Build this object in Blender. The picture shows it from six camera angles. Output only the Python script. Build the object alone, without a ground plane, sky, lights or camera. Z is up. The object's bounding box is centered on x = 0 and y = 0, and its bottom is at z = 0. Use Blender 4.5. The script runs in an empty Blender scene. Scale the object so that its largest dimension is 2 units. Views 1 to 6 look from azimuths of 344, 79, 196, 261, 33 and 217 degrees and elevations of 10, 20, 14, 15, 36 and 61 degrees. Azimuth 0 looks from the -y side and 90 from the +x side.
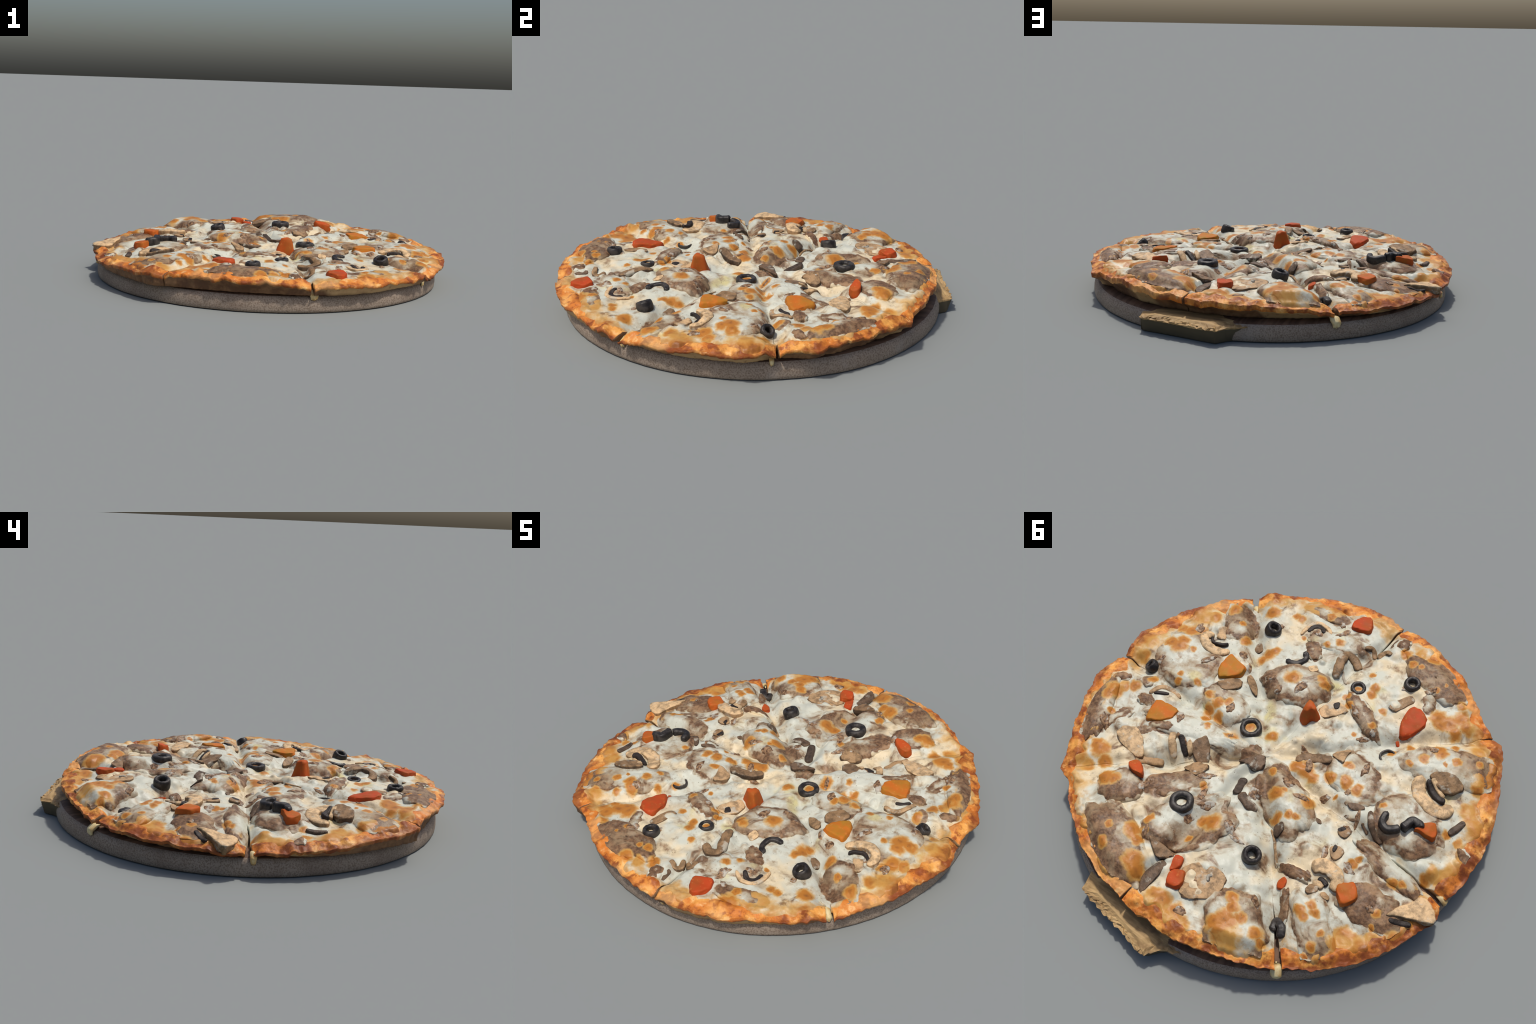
import bpy, math
import numpy as np
from mathutils import Vector

# ----------------------------------------------------------------------------
#  Sliced pizza (meat strips, mushrooms, olives, tomato) on a round wooden board
# ----------------------------------------------------------------------------
MEAT_SLICES = [
    (0.149, -0.392, 0.16, 0.109, 23, 0.03, 0.55, 0.03, -0.21),
    (0.66, -0.211, 0.175, 0.147, -25, 0.018, 0.72, 0.27, 0.07),
    (-0.189, -0.427, 0.134, 0.046, -29, 0.016, 0.42, 0.0, 0.0),
    (-0.35, -0.785, 0.169, 0.085, -11, 0.022, 0.38, 0.05, 0.82),
    (0.144, -0.709, 0.152, 0.056, 20, 0.012, 0.7, 0.0, 0.0),
    (0.597, -0.549, 0.122, 0.082, -56, 0.014, 0.45, -0.31, -0.15),
    (0.278, -0.833, 0.128, 0.044, 7, 0.01, 0.42, 0.0, 0.0),
    (0.812, 0.227, 0.179, 0.057, -72, 0.02, 0.5, 0.03, -0.61),
    (0.394, 0.082, 0.258, 0.07, 15, 0.016, 0.85, 0.0, 0.0),
    (0.362, -0.11, 0.125, 0.088, -19, 0.016, 0.75, 0.0, 0.0),
    (0.467, 0.493, 0.1, 0.078, 28, 0.022, 0.52, -0.21, -0.44),
    (0.286, 0.343, 0.147, 0.064, 45, 0.014, 0.4, -0.18, 0.32),
    (0.306, 0.708, 0.211, 0.101, -28, 0.028, 0.44, -0.03, -0.55),
    (0.114, 0.454, 0.198, 0.131, 52, 0.022, 0.66, 0.08, -0.4),
    (-0.331, 0.716, 0.17, 0.132, -30, 0.036, 0.66, -0.07, 0.14),
    (-0.562, 0.512, 0.148, 0.081, -44, 0.02, 0.72, 0.18, -0.06),
    (-0.156, 0.134, 0.186, 0.107, -32, 0.034, 0.6, -0.19, -0.05),
    (-0.333, -0.134, 0.151, 0.106, -32, 0.018, 0.72, -0.06, 0.32),
    (-0.65, -0.42, 0.206, 0.113, 25, 0.022, 0.66, 0.33, 0.21),
    (-0.636, -0.086, 0.162, 0.135, -3, 0.02, 0.62, 0.04, -0.25),
    (-0.689, 0.128, 0.178, 0.052, -12, 0.016, 0.62, -0.02, -0.64),
    (-0.721, 0.313, 0.141, 0.087, 8, 0.016, 0.3, -0.27, -0.47),
    (-0.923, -0.099, 0.056, 0.027, -43, 0.016, 0.08, 0.0, 0.0),
    (0.175, 0.751, 0.068, 0.039, -27, 0.022, 0.9, 0.0, 0.0),
    (0.843, 0.036, 0.038, 0.026, 16, 0.012, 0.05, 0.0, 0.0),
    (0.671, 0.079, 0.044, 0.03, 4, 0.012, 0.1, 0.0, 0.0),
    (0.204, -0.598, 0.058, 0.036, -47, 0.012, 0.12, 0.0, 0.0),
    (-0.12, -0.883, 0.042, 0.031, -80, 0.012, 0.2, 0.0, 0.0),
    (0.737, -0.015, 0.042, 0.034, 0, 0.01, 0.35, 0.0, 0.0),
    (0.532, 0.17, 0.086, 0.025, 41, 0.008, 0.35, 0.0, 0.0),
    (-0.376, 0.374, 0.076, 0.026, 3, 0.016, 0.08, 0.0, 0.0),
    (0.108, 0.018, 0.053, 0.042, 74, 0.014, 0.12, 0.0, 0.0),
    (-0.429, 0.518, 0.082, 0.022, -59, 0.012, 0.3, 0.0, 0.0),
    (-0.394, -0.659, 0.07, 0.029, -67, 0.008, 0.5, 0.0, 0.0),
    (0.727, 0.237, 0.095, 0.035, 60, 0.008, 0.45, 0.0, 0.0),
]
OLIVE_RINGS = [
    (0.189, -0.083, 0.051, 0.5, 0.024, 0, 0),
    (0.191, 0.406, 0.053, 0.4, 0.028, 0, 0),
    (-0.194, 0.423, 0.042, 0.42, 0.042, 0, 16),
    (0.437, -0.589, 0.039, 0.42, 0.042, 40, 22),
    (0.776, -0.091, 0.033, 0.35, 0.032, 200, 40),
    (-0.28, -0.695, 0.039, 0.42, 0.028, 0, 4),
    (-0.087, -0.539, 0.036, 0.5, 0.012, 0, 6),
    (-0.392, -0.318, 0.04, 0.72, 0.004, 0, 0),
]
OLIVE_ARCS = [
    ([(0.279, -0.476), (0.249, -0.475), (0.218, -0.492), (0.207, -0.528), (0.218, -0.557), (0.237, -0.557)], 0.013, 0.017),
    ([(-0.548, -0.066), (-0.553, -0.02), (-0.585, -0.0), (-0.616, -0.018), (-0.629, -0.035)], 0.015, 0.032),
    ([(-0.64, -0.034), (-0.648, -0.067), (-0.66, -0.094), (-0.691, -0.092), (-0.699, -0.083)], 0.019, 0.045),
    ([(-0.443, 0.62), (-0.438, 0.581), (-0.471, 0.594), (-0.491, 0.628)], 0.019, 0.026),
]
TOMATO_PIECES = [
    ([(0.149, -0.861), (0.133, -0.901), (0.087, -0.929), (0.047, -0.871), (0.043, -0.835), (0.089, -0.818), (0.135, -0.808), (0.144, -0.825)], 0.022, 0),
    ([(0.512, -0.354), (0.458, -0.34), (0.392, -0.328), (0.391, -0.277), (0.428, -0.236), (0.478, -0.204), (0.512, -0.264)], 0.024, 1),
    ([(0.627, 0.044), (0.515, 0.039), (0.493, 0.055), (0.49, 0.108), (0.54, 0.145), (0.597, 0.175), (0.623, 0.113)], 0.022, 0.8),
    ([(0.046, -0.245), (0.049, -0.306), (0.048, -0.338), (0.012, -0.336), (-0.047, -0.301), (-0.045, -0.272), (-0.012, -0.269), (0.002, -0.235)], 0.081, 0.25),
    ([(-0.342, -0.596), (-0.384, -0.602), (-0.443, -0.574), (-0.45, -0.531), (-0.416, -0.452), (-0.386, -0.424), (-0.351, -0.467), (-0.337, -0.533)], 0.022, 0),
    ([(-0.371, -0.413), (-0.385, -0.426), (-0.404, -0.402), (-0.39, -0.396)], 0.007, 0),
    ([(0.508, 0.389), (0.496, 0.36), (0.459, 0.353), (0.418, 0.387), (0.398, 0.414), (0.446, 0.419), (0.487, 0.41)], 0.03, 0.15),
    ([(0.065, 0.601), (0.024, 0.595), (0.01, 0.632), (0.018, 0.658), (0.04, 0.683), (0.058, 0.637)], 0.017, 0),
    ([(0.039, 0.688), (0.017, 0.659), (-0.02, 0.639), (-0.045, 0.68), (-0.047, 0.724), (0.007, 0.741), (0.02, 0.727)], 0.03, 0.05),
    ([(-0.555, 0.336), (-0.565, 0.308), (-0.607, 0.274), (-0.626, 0.284), (-0.659, 0.318), (-0.66, 0.345), (-0.63, 0.388), (-0.61, 0.39)], 0.028, 0.45),
    ([(-0.692, -0.108), (-0.717, -0.135), (-0.746, -0.147), (-0.768, -0.12), (-0.777, -0.075), (-0.738, -0.068), (-0.699, -0.07), (-0.679, -0.061)], 0.032, 0.35),
    ([(-0.341, 0.449), (-0.351, 0.41), (-0.376, 0.418), (-0.388, 0.465), (-0.358, 0.472)], 0.017, 0.1),
]
MUSHROOM_STRIPS = [
    ([(0.655, -0.41), (0.676, -0.375), (0.657, -0.339), (0.601, -0.321), (0.556, -0.337), (0.526, -0.363)], 0.023, 0.019, 0),
    ([(0.655, -0.39), (0.622, -0.364), (0.579, -0.375), (0.558, -0.396)], 0.008, 0.019, 3),
    ([(0.649, -0.465), (0.623, -0.436), (0.611, -0.399)], 0.026, 0.014, 0.3),
    ([(0.683, 0.042), (0.654, -0.015), (0.606, -0.034), (0.553, -0.023)], 0.014, 0.012, 0.5),
    ([(0.663, 0.031), (0.632, 0.011), (0.599, -0.003)], 0.009, 0.01, 3),
    ([(0.448, 0.151), (0.423, 0.191), (0.379, 0.233)], 0.018, 0.016, 0.2),
    ([(0.411, 0.141), (0.375, 0.17), (0.34, 0.199)], 0.015, 0.014, 3),
    ([(0.316, -0.647), (0.313, -0.695), (0.288, -0.748), (0.234, -0.751), (0.19, -0.723)], 0.011, 0.012, 0),
    ([(0.297, -0.681), (0.286, -0.724), (0.252, -0.733), (0.223, -0.707)], 0.013, 0.011, 3),
    ([(0.032, -0.519), (0.048, -0.574), (0.064, -0.645), (0.045, -0.67), (0.003, -0.662), (-0.027, -0.628)], 0.023, 0.02, 1),
    ([(0.024, -0.577), (0.005, -0.553), (-0.027, -0.532)], 0.007, 0.009, 1),
    ([(0.015, -0.751), (-0.01, -0.781), (-0.047, -0.747)], 0.013, 0.012, 1),
    ([(-0.063, -0.751), (-0.058, -0.785), (-0.075, -0.805), (-0.103, -0.794)], 0.014, 0.014, 0.8),
    ([(-0.068, -0.068), (-0.106, -0.103), (-0.163, -0.127), (-0.209, -0.148)], 0.023, 0.016, 1.2),
    ([(-0.569, -0.313), (-0.587, -0.258), (-0.63, -0.219), (-0.69, -0.205), (-0.737, -0.222), (-0.743, -0.269)], 0.032, 0.022, 0),
    ([(-0.602, -0.308), (-0.646, -0.275), (-0.69, -0.256), (-0.716, -0.267)], 0.014, 0.025, 3),
    ([(-0.616, -0.325), (-0.65, -0.304), (-0.702, -0.28)], 0.013, 0.022, 0),
    ([(-0.805, -0.153), (-0.817, -0.195), (-0.832, -0.243)], 0.015, 0.015, 2),
    ([(-0.482, -0.043), (-0.509, -0.001), (-0.551, 0.03), (-0.597, 0.043)], 0.014, 0.014, 1.6),
    ([(-0.428, 0.322), (-0.457, 0.294), (-0.504, 0.288), (-0.548, 0.306), (-0.562, 0.353)], 0.032, 0.019, 0),
    ([(-0.477, 0.346), (-0.501, 0.342), (-0.526, 0.351)], 0.012, 0.016, 3),
    ([(-0.467, 0.37), (-0.488, 0.361), (-0.515, 0.37)], 0.015, 0.019, 0),
    ([(0.512, 0.341), (0.472, 0.316), (0.412, 0.27)], 0.022, 0.016, 0.7),
    ([(0.063, 0.131), (0.048, 0.186), (0.038, 0.229)], 0.021, 0.019, 2.4),
    ([(0.021, 0.211), (-0.026, 0.234), (-0.081, 0.239)], 0.022, 0.012, 1.7),
    ([(-0.177, 0.263), (-0.218, 0.295), (-0.25, 0.332), (-0.297, 0.388)], 0.007, 0.01, 0.6),
    ([(-0.48, 0.02), (-0.502, 0.029), (-0.524, 0.041)], 0.008, 0.009, 1.5),
    ([(-0.005, 0.651), (-0.025, 0.613), (-0.051, 0.583)], 0.016, 0.01, 0.5),
    ([(-0.123, 0.624), (-0.111, 0.604), (-0.122, 0.593)], 0.009, 0.015, 2.2),
    ([(-0.805, 0.316), (-0.848, 0.295), (-0.891, 0.276)], 0.013, 0.007, 3),
]
MUSHROOM_CHUNKS = [
    ([(0.468, -0.179), (0.435, -0.235), (0.377, -0.269), (0.349, -0.223), (0.404, -0.16)], 0.014, 1),
    ([(0.372, -0.288), (0.362, -0.32), (0.304, -0.288), (0.276, -0.242), (0.314, -0.247)], 0.014, 0.8),
    ([(0.668, 0.296), (0.649, 0.243), (0.595, 0.224), (0.537, 0.252), (0.48, 0.324), (0.511, 0.339), (0.59, 0.328)], 0.013, 0.1),
    ([(0.658, 0.296), (0.645, 0.272), (0.621, 0.279), (0.629, 0.307)], 0.015, 3),
    ([(0.356, 0.154), (0.337, 0.11), (0.314, 0.07), (0.264, 0.118), (0.235, 0.172), (0.277, 0.202)], 0.017, 1.3),
    ([(0.364, 0.16), (0.358, 0.133), (0.317, 0.172), (0.329, 0.195)], 0.018, 0.0),
    ([(-0.003, -0.336), (-0.012, -0.39), (-0.052, -0.427), (-0.089, -0.421), (-0.126, -0.405), (-0.078, -0.342), (-0.046, -0.304)], 0.01, 0.2),
    ([(-0.038, -0.402), (-0.063, -0.427), (-0.078, -0.395), (-0.064, -0.377)], 0.013, 3),
    ([(-0.249, -0.532), (-0.276, -0.599), (-0.307, -0.653), (-0.341, -0.629), (-0.313, -0.562), (-0.293, -0.524)], 0.01, 0.9),
    ([(0.172, -0.494), (0.145, -0.538), (0.115, -0.51), (0.135, -0.475)], 0.012, 0),
    ([(-0.07, -0.836), (-0.068, -0.891), (-0.081, -0.904), (-0.087, -0.836)], 0.008, 1.6),
    ([(-0.187, -0.175), (-0.196, -0.208), (-0.252, -0.248), (-0.249, -0.205), (-0.263, -0.156), (-0.229, -0.161)], 0.016, 0.6),
    ([(-0.595, -0.327), (-0.61, -0.352), (-0.644, -0.376), (-0.695, -0.391), (-0.76, -0.366), (-0.72, -0.309), (-0.681, -0.295), (-0.638, -0.307)], 0.022, 1),
    ([(-0.416, 0.114), (-0.425, 0.083), (-0.47, 0.082), (-0.469, 0.13), (-0.434, 0.132)], 0.012, 1),
    ([(-0.414, 0.114), (-0.427, 0.084), (-0.447, 0.087), (-0.435, 0.123)], 0.014, 3),
    ([(-0.436, 0.2), (-0.46, 0.173), (-0.501, 0.18), (-0.503, 0.218), (-0.489, 0.242), (-0.461, 0.236)], 0.012, 0.7),
    ([(-0.451, 0.206), (-0.447, 0.178), (-0.467, 0.181), (-0.466, 0.215)], 0.014, 3),
    ([(-0.392, 0.032), (-0.424, 0.016), (-0.454, 0.015), (-0.451, 0.038), (-0.417, 0.042)], 0.008, 1.4),
    ([(-0.376, -0.014), (-0.405, -0.035), (-0.462, -0.041), (-0.443, -0.006), (-0.405, 0.001)], 0.008, 1.5),
    ([(-0.459, 0.416), (-0.461, 0.377), (-0.497, 0.369), (-0.51, 0.396), (-0.484, 0.427)], 0.017, 1),
    ([(-0.185, 0.254), (-0.214, 0.226), (-0.238, 0.25), (-0.233, 0.295), (-0.203, 0.282)], 0.016, 1.8),
    ([(-0.305, 0.119), (-0.332, 0.113), (-0.349, 0.129), (-0.325, 0.139)], 0.007, 1.4),
    ([(-0.786, 0.31), (-0.804, 0.25), (-0.841, 0.204), (-0.854, 0.152), (-0.89, 0.146), (-0.933, 0.166), (-0.963, 0.208), (-0.961, 0.223), (-0.905, 0.25), (-0.826, 0.285)], 0.022, 0.05),
    ([(0.311, 0.255), (0.282, 0.2), (0.209, 0.182), (0.215, 0.267), (0.263, 0.265)], 0.016, 0.8),
    ([(0.143, 0.087), (0.095, 0.038), (0.051, -0.001), (0.022, 0.03), (0.019, 0.069), (0.058, 0.086), (0.093, 0.074)], 0.017, 1.5),
    ([(0.203, 0.608), (0.137, 0.602), (0.069, 0.606), (0.072, 0.635), (0.116, 0.666), (0.164, 0.641)], 0.017, 1.2),
    ([(0.115, 0.619), (0.077, 0.602), (0.07, 0.627), (0.093, 0.638)], 0.019, 3),
    ([(0.128, 0.745), (0.102, 0.653), (0.064, 0.659), (0.066, 0.719), (0.071, 0.827), (0.096, 0.813)], 0.012, 1.7),
    ([(-0.051, 0.74), (-0.015, 0.657), (-0.04, 0.586), (-0.133, 0.545), (-0.185, 0.579), (-0.191, 0.652), (-0.138, 0.709)], 0.008, 0.5),
    ([(0.47, -0.495), (0.451, -0.517), (0.413, -0.476), (0.423, -0.451), (0.456, -0.462)], 0.009, 1.3),
    ([(-0.519, 0.394), (-0.532, 0.372), (-0.563, 0.382), (-0.564, 0.4), (-0.538, 0.406)], 0.01, 0.6),
]
BROWNED_SPOTS = [
    (0.189, -0.083, 0.022),
    (0.737, -0.246, 0.036),
    (0.739, -0.284, 0.029),
    (0.778, -0.244, 0.027),
    (0.667, -0.267, 0.016),
    (0.613, -0.081, 0.017),
    (0.62, -0.121, 0.013),
    (0.526, -0.122, 0.017),
    (0.826, 0.122, 0.036),
    (0.806, 0.079, 0.025),
    (0.758, 0.044, 0.026),
    (0.72, -0.034, 0.019),
    (0.833, 0.156, 0.025),
    (0.759, 0.218, 0.017),
    (0.442, -0.11, 0.022),
    (0.381, -0.096, 0.025),
    (0.349, -0.126, 0.019),
    (0.403, -0.052, 0.022),
    (0.35, -0.04, 0.023),
    (0.39, -0.012, 0.017),
    (0.351, 0.029, 0.016),
    (0.238, 0.004, 0.026),
    (0.086, -0.112, 0.024),
    (0.37, -0.464, 0.029),
    (0.352, -0.499, 0.022),
    (0.387, -0.429, 0.022),
    (0.507, -0.685, 0.032),
    (0.757, -0.462, 0.034),
    (0.713, -0.498, 0.029),
    (0.749, -0.37, 0.034),
    (0.801, -0.352, 0.027),
    (0.666, -0.588, 0.028),
    (0.581, -0.544, 0.016),
    (0.508, -0.464, 0.023),
    (0.851, -0.12, 0.027),
    (0.87, -0.198, 0.032),
    (0.716, -0.401, 0.018),
    (0.183, -0.397, 0.035),
    (0.068, -0.472, 0.02),
    (0.041, -0.455, 0.019),
    (0.398, -0.731, 0.018),
    (0.368, -0.729, 0.018),
    (0.255, -0.817, 0.018),
    (0.178, -0.662, 0.013),
    (0.123, -0.701, 0.019),
    (0.285, -0.639, 0.011),
    (-0.158, -0.841, 0.026),
    (-0.221, -0.789, 0.02),
    (-0.267, -0.799, 0.013),
    (-0.095, -0.639, 0.014),
    (-0.152, -0.578, 0.02),
    (-0.157, -0.549, 0.018),
    (-0.074, -0.472, 0.014),
    (-0.113, -0.436, 0.016),
    (-0.247, -0.399, 0.017),
    (-0.25, -0.499, 0.016),
    (-0.207, -0.322, 0.014),
    (-0.085, -0.538, 0.016),
    (0.255, -0.881, 0.039),
    (0.221, -0.885, 0.029),
    (-0.472, -0.623, 0.035),
    (-0.528, -0.622, 0.039),
    (-0.555, -0.669, 0.034),
    (-0.602, -0.647, 0.029),
    (-0.5, -0.595, 0.027),
    (-0.571, -0.597, 0.027),
    (-0.531, -0.729, 0.023),
    (-0.384, -0.73, 0.011),
    (-0.411, -0.778, 0.009),
    (-0.226, -0.874, 0.025),
    (-0.286, -0.88, 0.027),
    (0.09, -0.109, 0.023),
    (-0.564, -0.472, 0.028),
    (-0.589, -0.449, 0.025),
    (-0.618, -0.527, 0.016),
    (-0.709, -0.575, 0.023),
    (-0.533, -0.389, 0.022),
    (-0.49, -0.326, 0.014),
    (-0.661, -0.455, 0.017),
    (-0.75, -0.505, 0.017),
    (-0.798, -0.404, 0.025),
    (-0.625, -0.416, 0.01),
    (-0.45, -0.416, 0.019),
    (-0.391, -0.347, 0.017),
    (-0.14, -0.047, 0.036),
    (-0.093, -0.04, 0.027),
    (-0.184, -0.033, 0.025),
    (-0.251, -0.075, 0.025),
    (-0.319, -0.098, 0.022),
    (-0.38, -0.09, 0.026),
    (-0.285, -0.165, 0.017),
    (-0.321, -0.013, 0.011),
    (-0.323, -0.075, 0.018),
    (-0.111, 0.135, 0.024),
    (-0.032, 0.05, 0.018),
    (-0.244, 0.084, 0.027),
    (-0.22, 0.082, 0.018),
    (-0.128, 0.103, 0.011),
    (-0.217, 0.187, 0.018),
    (-0.172, 0.217, 0.022),
    (-0.247, 0.175, 0.017),
    (-0.517, -0.088, 0.014),
    (-0.818, -0.298, 0.034),
    (-0.857, -0.144, 0.018),
    (-0.843, 0.035, 0.027),
    (-0.897, 0.008, 0.029),
    (-0.888, 0.043, 0.02),
    (-0.829, 0.063, 0.023),
    (-0.885, -0.247, 0.029),
    (-0.93, -0.194, 0.027),
    (-0.739, 0.174, 0.019),
    (-0.77, 0.157, 0.017),
    (-0.559, 0.21, 0.019),
    (-0.57, 0.179, 0.014),
    (-0.801, -0.143, 0.016),
    (-0.757, 0.323, 0.017),
    (-0.5, 0.506, 0.023),
    (-0.526, 0.521, 0.02),
    (-0.526, 0.453, 0.019),
    (-0.554, 0.478, 0.02),
    (-0.619, 0.596, 0.018),
    (-0.623, 0.533, 0.016),
    (-0.691, 0.474, 0.034),
    (-0.698, 0.522, 0.032),
    (-0.739, 0.477, 0.034),
    (-0.714, 0.575, 0.027),
    (-0.769, 0.384, 0.011),
    (-0.799, 0.498, 0.027),
    (-0.618, 0.693, 0.018),
    (-0.791, 0.418, 0.025),
    (-0.866, 0.363, 0.029),
    (-0.911, 0.276, 0.027),
    (-0.911, 0.056, 0.018),
    (0.541, 0.5, 0.033),
    (0.504, 0.487, 0.025),
    (0.276, 0.632, 0.036),
    (0.229, 0.653, 0.022),
    (0.346, 0.743, 0.022),
    (0.366, 0.672, 0.014),
    (0.256, 0.544, 0.019),
    (0.03, 0.4, 0.037),
    (0.066, 0.413, 0.023),
    (0.077, 0.507, 0.017),
    (0.191, 0.739, 0.039),
    (0.152, 0.764, 0.034),
    (0.225, 0.595, 0.014),
    (-0.101, 0.136, 0.023),
    (0.168, 0.284, 0.014),
    (0.663, 0.396, 0.039),
    (0.605, 0.435, 0.027),
    (0.737, 0.476, 0.039),
    (0.666, 0.492, 0.029),
    (0.701, 0.382, 0.027),
    (-0.284, 0.718, 0.045),
    (-0.25, 0.624, 0.023),
    (-0.275, 0.657, 0.025),
    (-0.258, 0.747, 0.034),
    (-0.302, 0.776, 0.036),
    (-0.349, 0.774, 0.023),
    (-0.327, 0.675, 0.023),
    (-0.416, 0.688, 0.027),
    (-0.451, 0.706, 0.018),
    (-0.015, 0.794, 0.036),
    (-0.021, 0.835, 0.039),
    (-0.085, 0.811, 0.039),
    (-0.131, 0.834, 0.034),
    (-0.218, 0.853, 0.025),
    (0.031, 0.793, 0.025),
    (-0.095, 0.871, 0.027),
]
CUT_CENTRE = (0.052, 0.004)
RIM_OUTLINE = [
    (1.9, 0.908),
    (5.6, 0.924),
    (9.1, 0.903),
    (16.7, 0.892),
    (22.0, 0.887),
    (28.2, 0.879),
    (34.3, 0.881),
    (38.6, 0.904),
    (43.2, 0.862),
    (51.1, 0.863),
    (58.0, 0.867),
    (63.8, 0.877),
    (70.1, 0.874),
    (76.6, 0.878),
    (84.0, 0.875),
    (85.5, 0.881),
    (89.3, 0.891),
    (94.3, 0.892),
    (99.2, 0.9),
    (105.5, 0.911),
    (110.3, 0.912),
    (116.6, 0.927),
    (122.6, 0.938),
    (127.6, 0.952),
    (131.8, 0.956),
    (136.5, 0.974),
    (141.9, 0.992),
    (147.3, 1.009),
    (152.8, 1.02),
    (158.4, 1.02),
    (163.3, 1.022),
    (170.1, 1.027),
    (174.1, 1.0),
    (180.9, 1.026),
    (185.8, 1.026),
    (190.2, 1.034),
    (195.6, 1.036),
    (202.2, 1.039),
    (208.7, 1.039),
    (213.6, 1.045),
    (219.4, 1.054),
    (222.1, 1.02),
    (227.7, 0.999),
    (234.2, 1.006),
    (240.5, 1.016),
    (245.6, 1.008),
    (252.0, 1.007),
    (258.7, 1.002),
    (262.4, 0.989),
    (264.4, 0.981),
    (268.1, 0.976),
    (272.9, 0.973),
    (280.0, 0.969),
    (284.1, 0.969),
    (289.4, 0.958),
    (296.5, 0.957),
    (303.5, 0.96),
    (307.9, 0.946),
    (310.6, 0.943),
    (315.0, 0.943),
    (321.4, 0.938),
    (327.9, 0.936),
    (333.8, 0.931),
    (340.9, 0.928),
    (345.9, 0.934),
    (353.2, 0.9),
    (355.0, 0.893),
]
# cut angles [309.3, 263.1, 221.6, 174.4, 129.7, 85.2, 38.4, 355.0]

PIZZA_MID = np.array((-0.005, -0.035))       # middle of the round
# cut: angle, gap at the rim, groove depth at rim / middle / centre
CUTS = [
    (38.4, 0.004, 0.028, 0.042, 0.034),
    (85.2, 0.015, 0.030, 0.042, 0.040),
    (129.7, 0.026, 0.048, 0.050, 0.040),
    (174.4, 0.030, 0.048, 0.026, 0.018),
    (221.6, 0.006, 0.036, 0.036, 0.026),
    (263.1, 0.018, 0.036, 0.016, 0.018),
    (309.3, 0.030, 0.044, 0.034, 0.026),
    (355.0, 0.018, 0.038, 0.032, 0.028),
]
# share of the radius where the underside starts to lift clear of the board, by direction
UNDERCUT = [(0, 0.95), (40, 0.94), (100, 0.935), (130, 0.945), (175, 0.96), (200, 0.988), (226, 0.99), (238, 0.955), (254, 0.955), (264, 0.985), (300, 0.985), (315, 0.965), (345, 0.955)]
LIP = [(20, 0.014), (45, 0.026), (80, 0.032), (110, 0.024), (140, 0.014), (340, 0.014)]
# how far the surface droops towards the rim, by direction, and how far it swells half way out
DROOP = [(0, 0.018), (30, 0.014), (60, -0.003), (85, 0.010), (110, 0.018), (130, 0.042), (150, 0.044), (175, 0.050), (190, 0.036), (205, 0.016), (222, 0.002), (240, -0.004), (263, 0.008), (285, 0.018), (310, 0.024), (340, 0.018)]
SWELL = [(0, 0.0), (40, 0.002), (62, 0.008), (90, 0.004), (130, 0.0), (190, 0.0), (210, 0.003), (225, 0.008), (242, 0.010), (265, 0.004), (300, 0.0)]
BOARD_MID, BOARD_TOP = (-0.013, -0.012), 0.086


# ------------------------------------------------------------------ noise ---
class Noise2:
    """Seeded gradient noise on numpy arrays."""
    def __init__(self, seed):
        rng = np.random.default_rng(seed)
        self.p = rng.permutation(256)
        a = rng.uniform(0, 2 * np.pi, 256)
        self.g = np.stack([np.cos(a), np.sin(a)], 1)

    def __call__(self, x, y, scale=1.0):
        x, y = np.asarray(x, float) * scale + 37.3, np.asarray(y, float) * scale + 11.7
        xi, yi = np.floor(x).astype(int), np.floor(y).astype(int)
        fx, fy = x - xi, y - yi
        def corner(i, j):
            h = self.p[(self.p[(xi + i) & 255] + yi + j) & 255]
            g = self.g[h]
            return g[..., 0] * (fx - i) + g[..., 1] * (fy - j)
        u, v = fx**3 * (fx * (fx * 6 - 15) + 10), fy**3 * (fy * (fy * 6 - 15) + 10)
        a = corner(0, 0) * (1 - u) + corner(1, 0) * u
        b = corner(0, 1) * (1 - u) + corner(1, 1) * u
        return (a * (1 - v) + b * v) * 1.5

N1, N2, N3, N4, N5 = (Noise2(s) for s in (3, 14, 25, 36, 47))


def smooth(a, b, x):
    t = np.clip((np.asarray(x, float) - a) / (b - a), 0, 1)
    return t * t * (3 - 2 * t)


def rim_radius(theta_deg):
    a = np.array([p[0] for p in RIM_OUTLINE]); r = np.array([p[1] for p in RIM_OUTLINE])
    a = np.concatenate([a - 360, a, a + 360]); r = np.concatenate([r, r, r])
    t = np.asarray(theta_deg, float) % 360
    base = np.interp(t, a, r) + 0.020 * np.exp(-((t - 273) / 13)**2) + 0.004 * np.exp(-((t - 62) / 20)**2) + 0.009 * np.exp(-((t - 218) / 12)**2) - 0.009 * np.exp(-((t - 152) / 14)**2)
    k = np.radians(t)
    return base + 0.006 * N4(np.cos(k) * 9, np.sin(k) * 9) + 0.007 * np.maximum(0, N5(np.cos(k) * 22, np.sin(k) * 22)) + 0.004 * N3(np.cos(k) * 48, np.sin(k) * 48)


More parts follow.
